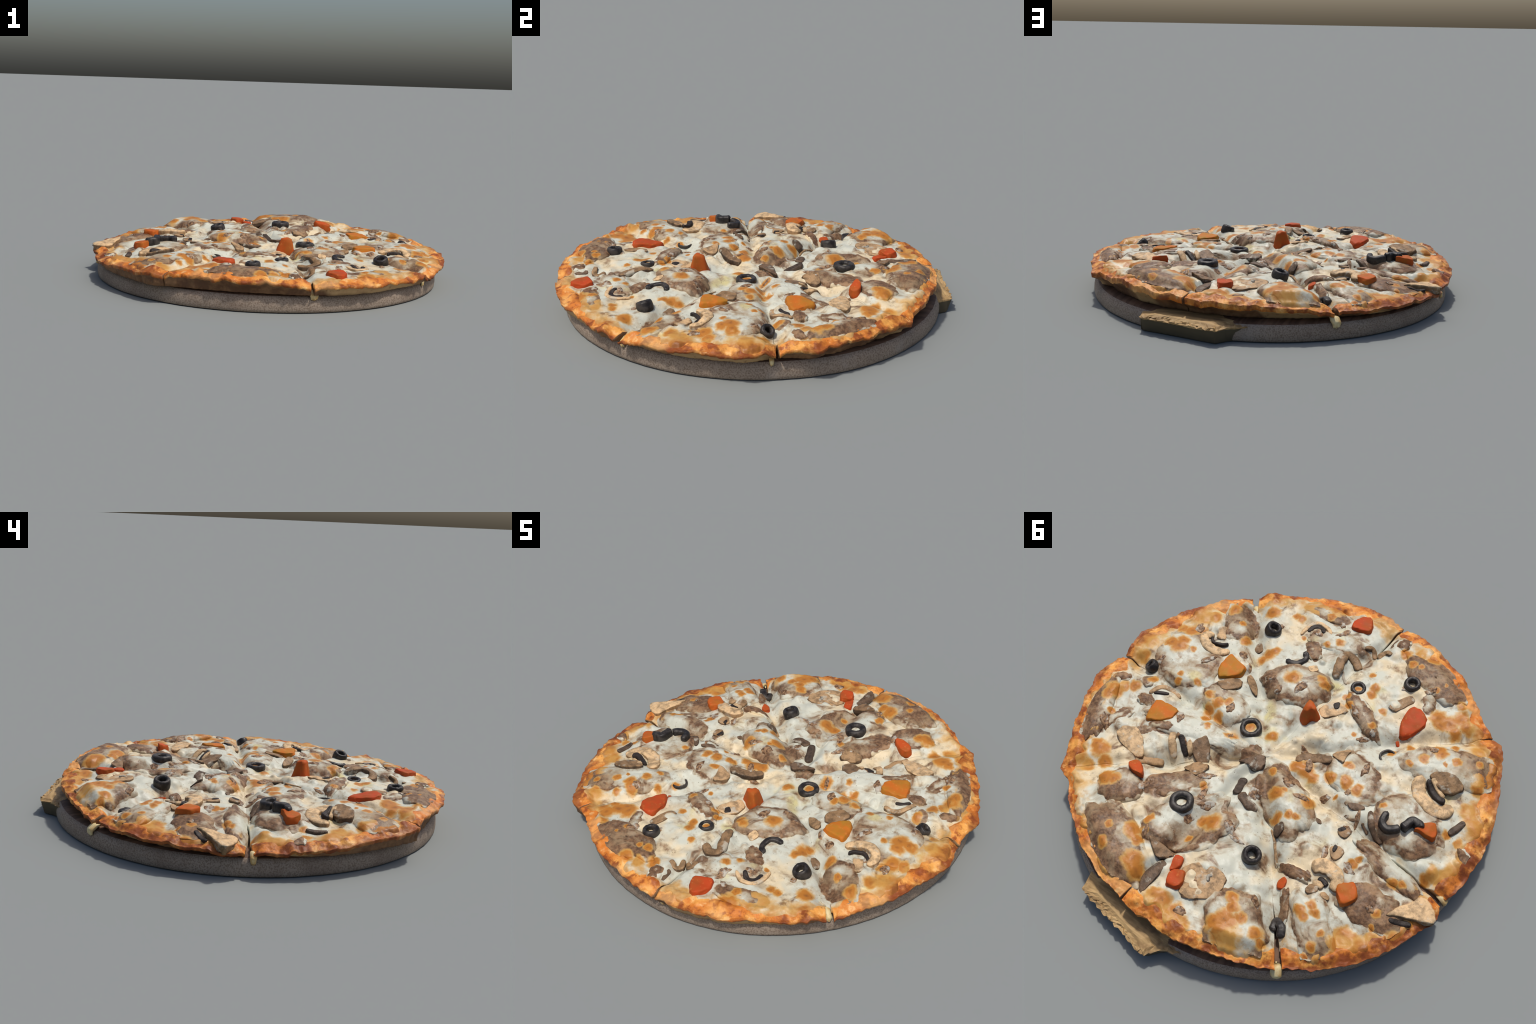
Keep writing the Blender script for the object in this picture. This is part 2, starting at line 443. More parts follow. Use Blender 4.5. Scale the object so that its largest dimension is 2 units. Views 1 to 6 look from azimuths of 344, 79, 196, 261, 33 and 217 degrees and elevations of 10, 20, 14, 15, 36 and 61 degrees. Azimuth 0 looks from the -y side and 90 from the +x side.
def polar(x, y):
    dx, dy = np.asarray(x, float) - CUT_CENTRE[0], np.asarray(y, float) - CUT_CENTRE[1]
    return np.degrees(np.arctan2(dy, dx)) % 360, np.hypot(dx, dy)


def around(table, theta_deg):
    a = np.array([p[0] for p in table], float); v = np.array([p[1] for p in table], float)
    return np.interp(np.asarray(theta_deg) % 360, np.concatenate([a - 360, a, a + 360]), np.concatenate([v, v, v]))


def level(x, y):
    """Broad shape of the topped surface before lumps and toppings."""
    th, r = polar(x, y)
    rho = r / rim_radius(th)
    z = LEVEL0 + 0.018 * np.asarray(y)
    z = z + 0.004 * N3(x, y, 2.5)
    z = z - 0.013 * np.exp(-(r / 0.12)**2)
    z = z + around(SWELL, th) * smooth(0.1, 0.6, rho)
    return z - around(DROOP, th) * smooth(0.55, 1.0, rho), rho

LEVEL0 = 0.1765


def wiggle(along, ang):
    """The knife cuts are not quite straight."""
    return 0.012 * N2(along * 5 + ang, 0 * along) * smooth(0.05, 0.3, along)


# ------------------------------------------------------- lumps and meat ------
class Meat:
    def __init__(self, row, k):
        self.x, self.y, self.a, self.b, self.rot, self.h, self.cover, self.ox, self.oy = row
        self.k = k
        self.c, self.s = math.cos(math.radians(self.rot)), math.sin(math.radians(self.rot))
        self.base = float(level(np.array([self.x]), np.array([self.y]))[0][0])

    def unit(self, x, y):
        dx, dy = np.asarray(x, float) - self.x, np.asarray(y, float) - self.y
        u, v = (dx * self.c + dy * self.s) / self.a, (-dx * self.s + dy * self.c) / self.b
        ang = np.arctan2(v, u)
        rr = (np.abs(u)**2.5 + np.abs(v)**2.5)**(1 / 2.5)
        wob = 1 + 0.24 * N2(np.cos(ang) * 1.5 + self.k * 3.1, np.sin(ang) * 1.5) + 0.07 * N3(np.cos(ang) * 5 + self.k, np.sin(ang) * 5)
        return rr / wob

    def top(self, x, y, rr=None):
        if rr is None:
            rr = self.unit(x, y)
        z, rho = level(x, y)
        z = z + 1.15 * self.h * np.sqrt(np.clip(1 - rr**3, 0, 1)) * (1 - smooth(0.90, 0.965, rho))
        z = z + 0.005 * N1(x, y, 7) + 0.0022 * N2(x, y, 30) + 0.0008 * N4(x, y, 80)
        return z + blister(x, y)

    def coat(self, x, y, rr):
        """Thickness of the cheese over this slice; negative where it lies bare."""
        dx, dy = x - self.x, y - self.y
        u, v = (dx * self.c + dy * self.s) / self.a, (-dx * self.s + dy * self.c) / self.b
        off = np.hypot(u - self.ox, v - self.oy)
        t = 0.60 * N5(x, y, 8) + 0.30 * N4(x, y, 17) + (self.cover - 0.50) * 1.5 - (off - 0.5) * 0.45
        return 0.006 * np.clip(t, -1.0, 0.8)


def blister(x, y):
    z = np.zeros_like(np.asarray(x, float))
    for sx, sy, r in BROWNED_SPOTS:
        d2 = ((x - sx)**2 + (y - sy)**2) / (r * r)
        z = z + 0.10 * r * np.exp(-1.6 * d2)
    return z

MEATS = [Meat(row, i) for i, row in enumerate(MEAT_SLICES)]
rng = np.random.default_rng(8)
CRUMB_LUMPS = []
while len(CRUMB_LUMPS) < 200:
    px, py = rng.uniform(-0.85, 0.85, 2)
    if math.hypot(px + 0.005, py + 0.035) < 0.84:
        CRUMB_LUMPS.append((px, py, rng.uniform(0.014, 0.042), rng.uniform(0.003, 0.015)))


def groove(x, y):
    """How far the surface sinks beside the knife cuts."""
    th, r = polar(x, y)
    sink = np.zeros_like(r)
    for ang, gap, d_rim, d_mid, d_in in CUTS:
        delta = np.radians((th - ang + 180) % 360 - 180)
        along = r * np.cos(delta)
        dist = np.abs(r * np.sin(delta) - wiggle(along, ang))
        dist = np.where(along > 0, dist, 9.0)
        depth = np.interp(along, (0.02, 0.15, 0.5, 0.82, 0.95), (d_in * 0.5, d_in, d_mid, d_rim, d_rim * 0.8))
        depth = depth * (1 + 0.6 * N2(along * 7 + ang, 0 * along + 5))
        wide = (0.019 + 0.50 * depth) * (1 + 0.4 * N3(along * 11 + ang, 0 * along))
        sink = np.maximum(sink, depth * np.exp(-(dist / wide)**2))
    return sink


def cheese_top(x, y):
    z, rho = level(x, y)
    z = z + 0.010 * N1(x, y, 6.5) + 0.0085 * N2(x, y, 13) + 0.0022 * N3(x, y, 32)
    z = z + blister(x, y)
    for cx, cy, r, h in CRUMB_LUMPS:
        z = z + h * np.exp(-(((x - cx)**2 + (y - cy)**2) / (r * r))**2)
    for m in MEATS:
        near = (np.abs(x - m.x) < m.a * 1.5) & (np.abs(y - m.y) < m.a * 1.5)
        if near.any():
            rr = m.unit(x, y)
            inside = 1 - smooth(0.78, 1.16 - 0.1 * (1 - m.cover), rr)
            over = m.top(x, y, np.minimum(rr, 0.93)) + m.coat(x, y, rr)
            z = np.where(near, np.maximum(z, z * (1 - inside) + over * inside) * inside + z * (1 - inside), z)
    return z - groove(x, y)


def crust_top(x, y):
    z, rho = level(x, y)
    edge = smooth(0.86, 0.945, rho)
    bump = 0.5 + 0.5 * N2(x, y, 11)
    bub = np.maximum(0, N1(x, y, 17))**1.3 * 0.015 + np.maximum(0, N3(x, y, 36)) * 0.006 + 0.0014 * N4(x, y, 90)
    z = z - 0.032 * (1 - edge) + edge * (-0.005 + 0.008 * bump + bub + blister(x, y) * 1.3)
    z = z - (0.018 + 0.010 * N5(x, y, 9)) * smooth(0.93, 1.0, rho)**1.4
    return z - groove(x, y) * (0.45 + 0.4 * (1 - edge))


# ------------------------------------------------------------- materials ----
class Nodes:
    """A short way to write node trees."""
    def __init__(self, name):
        self.m = bpy.data.materials.new(name)
        self.m.use_nodes = True
        self.t = self.m.node_tree
        self.t.nodes.clear()
        self.out = self.t.nodes.new("ShaderNodeOutputMaterial")
        self.geo = self.t.nodes.new("ShaderNodeNewGeometry")
        self.tc = self.t.nodes.new("ShaderNodeTexCoord")
        self.pos, self.obj = self.geo.outputs["Position"], self.tc.outputs["Object"]

    def put(self, node, i, v):
        s = node.inputs[i]
        if isinstance(v, bpy.types.NodeSocket):
            self.t.links.new(v, s)
        elif v is not None:
            s.default_value = v

    def math(self, op, a, b=None, c=None, clamp=False):
        n = self.t.nodes.new("ShaderNodeMath"); n.operation = op; n.use_clamp = clamp
        for i, v in enumerate((a, b, c)):
            self.put(n, i, v)
        return n.outputs[0]

    def vec(self, op, a, b=None):
        n = self.t.nodes.new("ShaderNodeVectorMath"); n.operation = op
        self.put(n, 0, a); self.put(n, 1, b)
        return n.outputs["Value"] if op in ("DISTANCE", "LENGTH") else n.outputs[0]

    def noise(self, scale, detail=3.0, rough=0.55, at=None, stretch=None, distortion=0.0):
        n = self.t.nodes.new("ShaderNodeTexNoise")
        at = at or self.pos
        if stretch:
            at = self.vec("MULTIPLY", at, stretch)
        self.put(n, "Vector", at); self.put(n, "Scale", scale); self.put(n, "Detail", detail)
        self.put(n, "Roughness", rough); self.put(n, "Distortion", distortion)
        return n.outputs[0], n.outputs[1]

    def voronoi(self, scale, at=None, feature="F1"):
        n = self.t.nodes.new("ShaderNodeTexVoronoi"); n.feature = feature
        self.put(n, "Vector", at or self.pos); self.put(n, "Scale", scale)
        return n.outputs["Distance"], n.outputs["Color"]

    def step(self, v, lo, hi, a=0.0, b=1.0):
        n = self.t.nodes.new("ShaderNodeMapRange"); n.interpolation_type = "SMOOTHSTEP"
        for i, x in enumerate((v, lo, hi, a, b)):
            self.put(n, i, x)
        return n.outputs[0]

    def mix(self, f, a, b):
        n = self.t.nodes.new("ShaderNodeMix"); n.data_type = "RGBA"
        for name, v in (("Factor_Float", f), ("A_Color", a), ("B_Color", b)):
            s = next(i for i in n.inputs if i.identifier == name)
            if isinstance(v, bpy.types.NodeSocket):
                self.t.links.new(v, s)
            else:
                s.default_value = v if name == "Factor_Float" else (*v, 1.0)
        return next(o for o in n.outputs if o.identifier == "Result_Color")

    def bump(self, h, strength, dist, normal=None):
        n = self.t.nodes.new("ShaderNodeBump")
        self.put(n, "Height", h); self.put(n, "Strength", strength); self.put(n, "Distance", dist)
        if normal:
            self.put(n, "Normal", normal)
        return n.outputs[0]

    def finish(self, colour, rough=0.5, normal=None, spec=0.35, coat=0.0):
        b = self.t.nodes.new("ShaderNodeBsdfPrincipled")
        if isinstance(colour, tuple):
            colour = (*colour, 1.0)
        self.put(b, "Base Color", colour); self.put(b, "Roughness", rough)
        self.put(b, "Specular IOR Level", spec)
        if coat:
            self.put(b, "Coat Weight", coat); self.put(b, "Coat Roughness", 0.25)
        if normal:
            self.put(b, "Normal", normal)
        self.t.links.new(b.outputs[0], self.out.inputs[0])
        return self.m


WHITE, CREAM, YELLOW = (0.55, 0.55, 0.455), (0.66, 0.545, 0.355), (0.62, 0.52, 0.19)
STAIN, GOLD, AMBER, BURNT = (0.33, 0.235, 0.135), (0.54, 0.30, 0.075), (0.42, 0.155, 0.022), (0.19, 0.055, 0.015)
MEAT, MEAT_DARK, MEAT_LIGHT = (0.205, 0.108, 0.054), (0.088, 0.043, 0.022), (0.335, 0.198, 0.102)


def browned_mask(k, spots):
    """Soft round browned places, frayed by noise."""
    fray = k.noise(13, 3.0, 0.6)[1]
    fray = k.vec("MULTIPLY", k.vec("SUBTRACT", fray, (0.5, 0.5, 0.5)), (0.052, 0.052, 0.0))
    p = k.vec("ADD", k.vec("MULTIPLY", k.pos, (1, 1, 0)), fray)
    mask = None
    for x, y, r in spots:
        r *= 1.18
        d = k.math("MULTIPLY_ADD", k.vec("DISTANCE", p, (x, y, 0)), -1.0 / r, 1.0)
        mask = d if mask is None else k.math("MAXIMUM", mask, d)
    return mask if mask is not None else k.math("ADD", -1.0, 0.0)


def meat_footprint(k, m, fray):
    """(soft inside mask, bareness) of one meat slice in plan coordinates."""
    mp = k.t.nodes.new("ShaderNodeMapping"); mp.vector_type = "TEXTURE"
    k.put(mp, 0, k.vec("ADD", k.vec("MULTIPLY", k.pos, (1, 1, 0)), fray))
    mp.inputs[1].default_value = (m.x, m.y, 0)
    mp.inputs[2].default_value = (0, 0, math.radians(m.rot))
    mp.inputs[3].default_value = (m.a, m.b, 1)
    u = mp.outputs[0]
    rr = k.vec("LENGTH", u)
    off = k.vec("DISTANCE", u, (m.ox, m.oy, 0))
    bare = k.math("MULTIPLY_ADD", off, 0.50, -0.16 - (m.cover - 0.42) * 1.0)
    return rr, bare


def topping_colour(k, spots, meats, own=None):
    """One colour field for cheese and meat: white melt over the meat, cream between, bare brown, browned spots."""
    soft = k.noise(11, 3.0, 0.6)[1]
    fray = k.vec("MULTIPLY", k.vec("SUBTRACT", soft, (0.5, 0.5, 0.5)), (0.085, 0.085, 0.0))
    n1 = k.noise(4.6, 3.0, 0.55)[0]
    n3 = k.noise(8.5, 5.0, 0.60, at=k.vec("ADD", k.pos, (1.7, 8.2, 3.7)))[0]
    n4 = k.noise(34.0, 3.0, 0.6)[0]
    inside = brown = None
    for m in meats:
        rr, bare = meat_footprint(k, m, fray)
        i = k.step(rr, 1.12, 0.86, 0, 1)
        bv = k.math("MULTIPLY", i, bare)
        w = k.math("MULTIPLY_ADD", k.step(rr, 0.74, 0.95), 0.30 * (1.05 - m.cover), bv)
        w = k.math("MULTIPLY", w, i)
        inside = i if inside is None else k.math("MAXIMUM", inside, i)
        w = k.math("SUBTRACT", w, k.math("MULTIPLY_ADD", i, -0.35, 0.35))
        brown = w if brown is None else k.math("MAXIMUM", brown, w)
    if inside is None:
        inside, brown = k.math("ADD", 0.0, 0.0), k.math("ADD", -0.35, 0.0)
    white = k.math("MULTIPLY_ADD", inside, 0.22, n1)
    c = k.mix(k.step(white, 0.40, 0.53), CREAM, WHITE)
    n2 = k.noise(5.5, 2.0, 0.5, at=k.vec("ADD", k.pos, (4.1, 2.2, 0.7)))[0]
    c = k.mix(k.step(n2, 0.64, 0.74, 0, 0.7), c, YELLOW)
    c = k.mix(k.step(n4, 0.30, 0.44, 0.30, 0), c, (0.68, 0.67, 0.60))
    fine = k.noise(21.0, 5.0, 0.65, at=k.vec("ADD", k.pos, (2.2, 5.5, 1.3)))[0]
    c = k.mix(k.step(fine, 0.50, 0.66, 0, 0.50), c, (0.36, 0.29, 0.19))
    c = k.mix(k.step(fine, 0.60, 0.70, 0, 0.60), c, (0.24, 0.155, 0.085))
    # brown of meat showing through and lying bare
    fibre = k.noise(70.0, 4.0, 0.65)[0]
    meat = k.mix(k.step(fibre, 0.36, 0.66), MEAT_DARK, MEAT)
    meat = k.mix(k.step(k.noise(20.0, 4.0, 0.6)[0], 0.48, 0.68, 0, 0.8), meat, MEAT_LIGHT)
    v = k.math("ADD", brown, k.math("MULTIPLY_ADD", n3, 1.5, -0.75))
    if own is not None:
        v = k.math("ADD", v, 0.10)
        rr, bare = meat_footprint(k, own, k.vec("MULTIPLY", fray, (0.0, 0.0, 0.0)))
        v = k.math("ADD", v, k.step(rr, 0.92, 1.02, 0, 0.35 * (1.1 - own.cover)))
    c = k.mix(k.step(v, -0.24, 0.12, 0, 0.76), c, STAIN)
    c = k.mix(k.step(v, 0.03, 0.23, 0, 0.96), c, meat)
    # small brown patches elsewhere
    n5 = k.noise(9.5, 4.0, 0.58, at=k.vec("ADD", k.pos, (6.3, 1.1, 2.9)), distortion=0.6)[0]
    c = k.mix(k.step(n5, 0.515, 0.64, 0, 0.68), c, STAIN)
    c = k.mix(k.step(n5, 0.60, 0.68, 0, 0.88), c, meat)
    c = k.mix(k.step(n3, 0.57, 0.70, 0, 0.35), c, (0.40, 0.33, 0.23))
    # browned spots
    m = browned_mask(k, spots)
    m = k.math("ADD", m, k.math("MULTIPLY_ADD", n4, 0.5, -0.25))
    c = k.mix(k.step(m, -0.26, 0.16, 0, 0.85), c, GOLD)
    c = k.mix(k.step(m, 0.0, 0.42, 0, 0.95), c, AMBER)
    c = k.mix(k.step(m, 0.60, 1.0, 0, 0.45), c, BURNT)
    # dried herbs: tiny dark flecks, some of the cells only
    d, col = k.voronoi(62.0)
    sep = k.t.nodes.new("ShaderNodeSeparateColor"); k.t.links.new(col, sep.inputs[0])
    fleck = k.math("MULTIPLY", k.step(d, 0.10, 0.19, 1, 0), k.step(sep.outputs[0], 0.66, 0.68))
    c = k.mix(k.math("MULTIPLY", fleck, 0.6), c, (0.10, 0.085, 0.03))
    # near the rim the cheese bakes to gold
    n = k.noise(9.0, 4.0, 0.6, at=k.vec("ADD", k.pos, (9, 3, 1)))[0]
    r = k.math("MULTIPLY_ADD", n, 0.30, rim_distance(k))
    if own is None:
        c = k.mix(k.step(r, 0.985, 1.05, 0, 0.80), c, GOLD)
        c = k.mix(k.step(r, 1.03, 1.10, 0, 0.9), c, AMBER)
        c = k.mix(k.step(r, 1.085, 1.13, 0, 0.75), c, BURNT)
    return c, n4, fibre, v


def cheese_surface(k, n4):
    fine = k.noise(120.0, 2.0, 0.5)[0]
    nrm = k.bump(n4, 0.35, 0.004)
    return k.bump(fine, 0.18, 0.0014, nrm)


def near_spots(x, y, reach):
    return [s for s in BROWNED_SPOTS if math.hypot(s[0] - x, s[1] - y) < reach + s[2] + 0.03]


def rim_distance(k):
    return k.vec("DISTANCE", k.vec("MULTIPLY", k.pos, (1, 1, 0)), (PIZZA_MID[0], PIZZA_MID[1], 0))


def cheese_material(spots, meats):
    k = Nodes("melted_cheese")
    c, n4, fibre, v = topping_colour(k, spots, meats)
    return k.finish(c, 0.42, cheese_surface(k, n4), 0.24)


def crust_colour(k, spots):
    n1 = k.noise(8.0, 4.0, 0.6)[0]
    n2 = k.noise(19.0, 4.0, 0.6)[0]
    n3 = k.noise(48.0, 3.0, 0.6)[0]
    c = k.mix(k.step(n1, 0.38, 0.58), (0.74, 0.34, 0.075), (0.58, 0.18, 0.026))
    c = k.mix(k.step(n2, 0.30, 0.43, 0.6, 0), c, (0.80, 0.52, 0.22))
    c = k.mix(k.step(n2, 0.49, 0.62, 0, 0.90), c, (0.32, 0.078, 0.015))
    c = k.mix(k.step(n3, 0.58, 0.72, 0, 0.55), c, (0.20, 0.045, 0.011))
    m = k.math("ADD", browned_mask(k, spots), k.math("MULTIPLY_ADD", n3, 0.6, -0.3))
    c = k.mix(k.step(m, 0.0, 0.35, 0, 0.75), c, (0.46, 0.15, 0.022))
    c = k.mix(k.step(m, 0.45, 0.9, 0, 0.8), c, (0.17, 0.038, 0.010))
    dark = k.math("MULTIPLY_ADD", n2, 0.14, rim_distance(k))
    c = k.mix(k.step(dark, 0.995, 1.035, 0, 0.7), c, (0.19, 0.045, 0.012))
    big = k.noise(3.6, 2.0, 0.5, at=k.vec("ADD", k.pos, (3.3, 7.1, 0)))[0]
    c = k.mix(k.math("MULTIPLY", k.step(big, 0.48, 0.66), k.step(n2, 0.36, 0.58, 0, 0.8)), c, (0.20, 0.050, 0.012))
    c = k.mix(k.step(big, 0.30, 0.42, 0.45, 0), c, (0.74, 0.44, 0.17))
    # the scorched side of the oven
    hot = k.vec("DISTANCE", k.vec("MULTIPLY", k.pos, (1, 1, 0)), (-0.95, 0.12, 0))
    hot = k.math("MULTIPLY", k.step(hot, 0.62, 0.15), k.step(n2, 0.40, 0.60))
    c = k.mix(k.math("MULTIPLY", hot, 0.65), c, (0.15, 0.036, 0.010))
    return c, n3


def crust_material(spots):
    k = Nodes("baked_crust")
    c, n3 = crust_colour(k, spots)
    nrm = k.bump(n3, 0.4, 0.005)
    nrm = k.bump(k.noise(150.0, 3.0, 0.6)[0], 0.25, 0.0016, nrm)
    return k.finish(c, 0.5, nrm, 0.25)


def dough_material():
    k = Nodes("pale_dough")
    n = k.noise(14.0, 4.0, 0.6)[0]
    big = k.noise(3.0, 2.0, 0.5)[0]
    c = k.mix(k.step(n, 0.38, 0.62), (0.25, 0.135, 0.065), (0.135, 0.068, 0.036))
    c = k.mix(k.step(big, 0.52, 0.62, 0, 0.9), c, (0.50, 0.32, 0.15))
    n2 = k.noise(40.0, 3.0, 0.6)[0]
    c = k.mix(k.step(n2, 0.55, 0.75, 0, 0.6), c, (0.16, 0.07, 0.03))
    return k.finish(c, 0.7, k.bump(n2, 0.4, 0.004), 0.2)


def meat_material(m):
    k = Nodes("meat_under_cheese")
    reach = max(m.a, m.b)
    near = [q for q in MEATS if math.hypot(q.x - m.x, q.y - m.y) < 0.02]
    c, n4, fibre, v = topping_colour(k, near_spots(m.x, m.y, reach), near, m)
    nrm = k.bump(fibre, 0.35, 0.003, cheese_surface(k, n4))
    return k.finish(c, 0.48, nrm, 0.22)


def tomato_material(hue):
    k = Nodes("tomato_flesh")
    red, orange = np.array((0.44, 0.058, 0.014)), np.array((0.50, 0.145, 0.018))
    base = tuple(float(v) for v in red * (1 - hue) + orange * hue)
    n = k.noise(16.0, 3.0, 0.55)[0]
    c = k.mix(k.step(n, 0.35, 0.7), base, tuple(v * f for v, f in zip(base, (0.78, 1.25, 1.2))))
    s = k.noise(70.0, 2.0, 0.5)[0]
    c = k.mix(k.step(s, 0.6, 0.75, 0, 0.35), c, (0.60, 0.22, 0.06))
    return k.finish(c, 0.55, k.bump(k.noise(45.0, 3.0)[0], 0.3, 0.004), 0.12)


def olive_material():
    k = Nodes("black_olive")
    n = k.noise(40.0, 3.0, 0.6, at=k.obj)[0]
    c = k.mix(k.step(n, 0.38, 0.66), (0.016, 0.013, 0.012), (0.052, 0.044, 0.038))
    return k.finish(c, 0.45, k.bump(n, 0.3, 0.003), 0.28)


def mushroom_material(tone):
    k = Nodes("mushroom_gill" if tone >= 3 else "mushroom_flesh")
    stops = [(0, (0.62, 0.42, 0.225)), (0.5, (0.43, 0.27, 0.135)), (1, (0.26, 0.155, 0.075)), (1.5, (0.155, 0.095, 0.055)), (2, (0.085, 0.055, 0.035)), (3, (0.030, 0.022, 0.018))]
    xs = [s[0] for s in stops]
    base = np.array([np.interp(tone, xs, [s[1][i] for s in stops]) for i in range(3)])
    n = k.noise(30.0, 4.0, 0.65, stretch=(1.0, 1.0, 0.5))[0]
    f = k.noise(85.0, 3.0, 0.6)[0]
    c = k.mix(k.step(n, 0.40, 0.66), tuple(map(float, base * 1.12)), tuple(map(float, base * 0.55)))
    c = k.mix(k.step(f, 0.58, 0.74, 0, 0.55), c, tuple(map(float, base * 0.35)))
    if tone < 2.5:                                    # a film of cheese here and there, brown bruises
        w = k.noise(15.0, 4.0, 0.62, at=k.vec("ADD", k.pos, (5.0, 2.0, 8.0)))[0]
        c = k.mix(k.step(w, 0.30, 0.42, 0.75, 0), c, tuple(map(float, base * 0.42)))
        c = k.mix(k.step(w, 0.56, 0.66, 0, 0.62), c, (0.50, 0.47, 0.38))
    nrm = k.bump(f, 0.55, 0.004, k.bump(n, 0.4, 0.006))
    return k.finish(c, 0.55, nrm, 0.25)


def wood_material(kind):
    k = Nodes("board_" + kind)
    if kind == "edge_wood":
        p = k.noise(150.0, 2.0, 0.55)[0]
        big = k.noise(5.0, 4.0, 0.6)[0]
        c = k.mix(k.step(p, 0.42, 0.64), (0.33, 0.26, 0.20), (0.215, 0.158, 0.115))
        c = k.mix(k.step(big, 0.48, 0.70, 0, 0.5), c, (0.19, 0.13, 0.095))
        c = k.mix(k.step(big, 0.28, 0.42, 0.45, 0), c, (0.33, 0.285, 0.245))
        return k.finish(c, 0.75, k.bump(p, 0.35, 0.003), 0.2)
    if kind == "top_wood":
        g = k.noise(30.0, 4.0, 0.6, stretch=(1.0, 0.08, 1.0))[0]
        c = k.mix(k.step(g, 0.35, 0.65), (0.17, 0.095, 0.058), (0.085, 0.045, 0.028))
        return k.finish(c, 0.65, k.bump(g, 0.2, 0.002), 0.25)
    if kind == "shade_darkened_wood":
        g = k.noise(20.0, 3.0, 0.6, stretch=(1, 1, 3))[0]
        return k.finish(k.mix(g, (0.115, 0.092, 0.055), (0.085, 0.068, 0.042)), 0.7, None, 0.2)  # tan wood taken down to the shade on the stub's front face
    g = k.noise(16.0, 5.0, 0.65, stretch=(0.35, 2.2, 1.0), at=k.pos)[0]
    b = k.noise(7.0, 3.0, 0.6)[0]
    c = k.mix(k.step(g, 0.36, 0.62), (0.52, 0.345, 0.155), (0.30, 0.185, 0.080))
    c = k.mix(k.step(b, 0.58, 0.72, 0, 0.7), c, (0.10, 0.062, 0.036))
    return k.finish(c, 0.6, k.bump(g, 0.2, 0.003), 0.25)


# --------------------------------------------------------------- meshing ----
def mesh_object(name, verts, faces, mats, parent=None, slots=None, at=(0, 0, 0), turn=0.0):
    me = bpy.data.meshes.new(name)
    me.from_pydata([tuple(map(float, v)) for v in verts], [], [tuple(map(int, f)) for f in faces])
    for m in (mats if isinstance(mats, (list, tuple)) else [mats]):
        me.materials.append(m)
    me.polygons.foreach_set("use_smooth", np.ones(len(me.polygons), bool))
    if slots is not None:
        me.polygons.foreach_set("material_index", np.asarray(slots, np.int32))
    me.validate(); me.update()
    ob = bpy.data.objects.new(name, me)
    bpy.context.collection.objects.link(ob)
    ob.location, ob.rotation_euler = at, (0, 0, turn)
    if parent:
        ob.parent = parent
    return ob


def grid_faces(nu, nv, wrap_u=False, wrap_v=False, start=0):
    fs = []
    for i in range(nu if wrap_u else nu - 1):
        i2 = (i + 1) % nu
        for j in range(nv if wrap_v else nv - 1):
            j2 = (j + 1) % nv
            fs.append((start + i * nv + j, start + i2 * nv + j, start + i2 * nv + j2, start + i * nv + j2))
    return fs


def wedge(i, radii, inset=0.0):
    """Plan positions of slice i: rows run across the slice, columns from tip to rim."""
    a0, g0 = CUTS[i][0], CUTS[i][1]
    a1, g1 = CUTS[(i + 1) % 8][0], CUTS[(i + 1) % 8][1]
    if a1 < a0:
        a1 += 360
    s = np.linspace(0, 1, ACROSS)
    s = (s - 0.12 * np.sin(2 * np.pi * s) / (2 * np.pi) * 1.0)          # denser near the cuts
    th = a0 + (a1 - a0) * s
    R = rim_radius(th)
    r = R[:, None] * radii[None, :]
    ang = np.radians(th)[:, None] + 0 * r
    x, y = CUT_CENTRE[0] + r * np.cos(ang), CUT_CENTRE[1] + r * np.sin(ang)
    # open the cuts: push points away from both cut lines, widest at the rim
    for a, g, sign in ((a0, g0, 1), (a1, g1, -1)):
        t = math.radians(a)
        px, py = -math.sin(t) * sign, math.cos(t) * sign
        d = (x - CUT_CENTRE[0]) * px + (y - CUT_CENTRE[1]) * py
        half = 0.5 * g * smooth(0.66, 0.95, r) + inset * 0.5
        half = half * (1 + 0.5 * N3(r * 12 + a, 0 * r))
        want = half * np.exp(-np.maximum(d, 0) / 0.04) + sign * wiggle(r, a) * np.exp(-(d / 0.09)**2)
        x, y = x + px * want, y + py * want
    return x, y, R

ACROSS = 132


def closed_shell(top, bottom):
    """Joins two equal grids (nu, nv, 3) into a closed body."""
    nu, nv = top.shape[:2]
    loop = np.concatenate([top, bottom[:, ::-1]], axis=1)
    n = 2 * nv
    fs = grid_faces(nu, n, wrap_v=True)
    for row, flip in ((0, False), (nu - 1, True)):
        for j in range(nv - 1):
            q = (row * n + j, row * n + j + 1, row * n + n - 2 - j, row * n + n - 1 - j)
            fs.append(q[::-1] if flip else q)
    return loop.reshape(-1, 3), fs


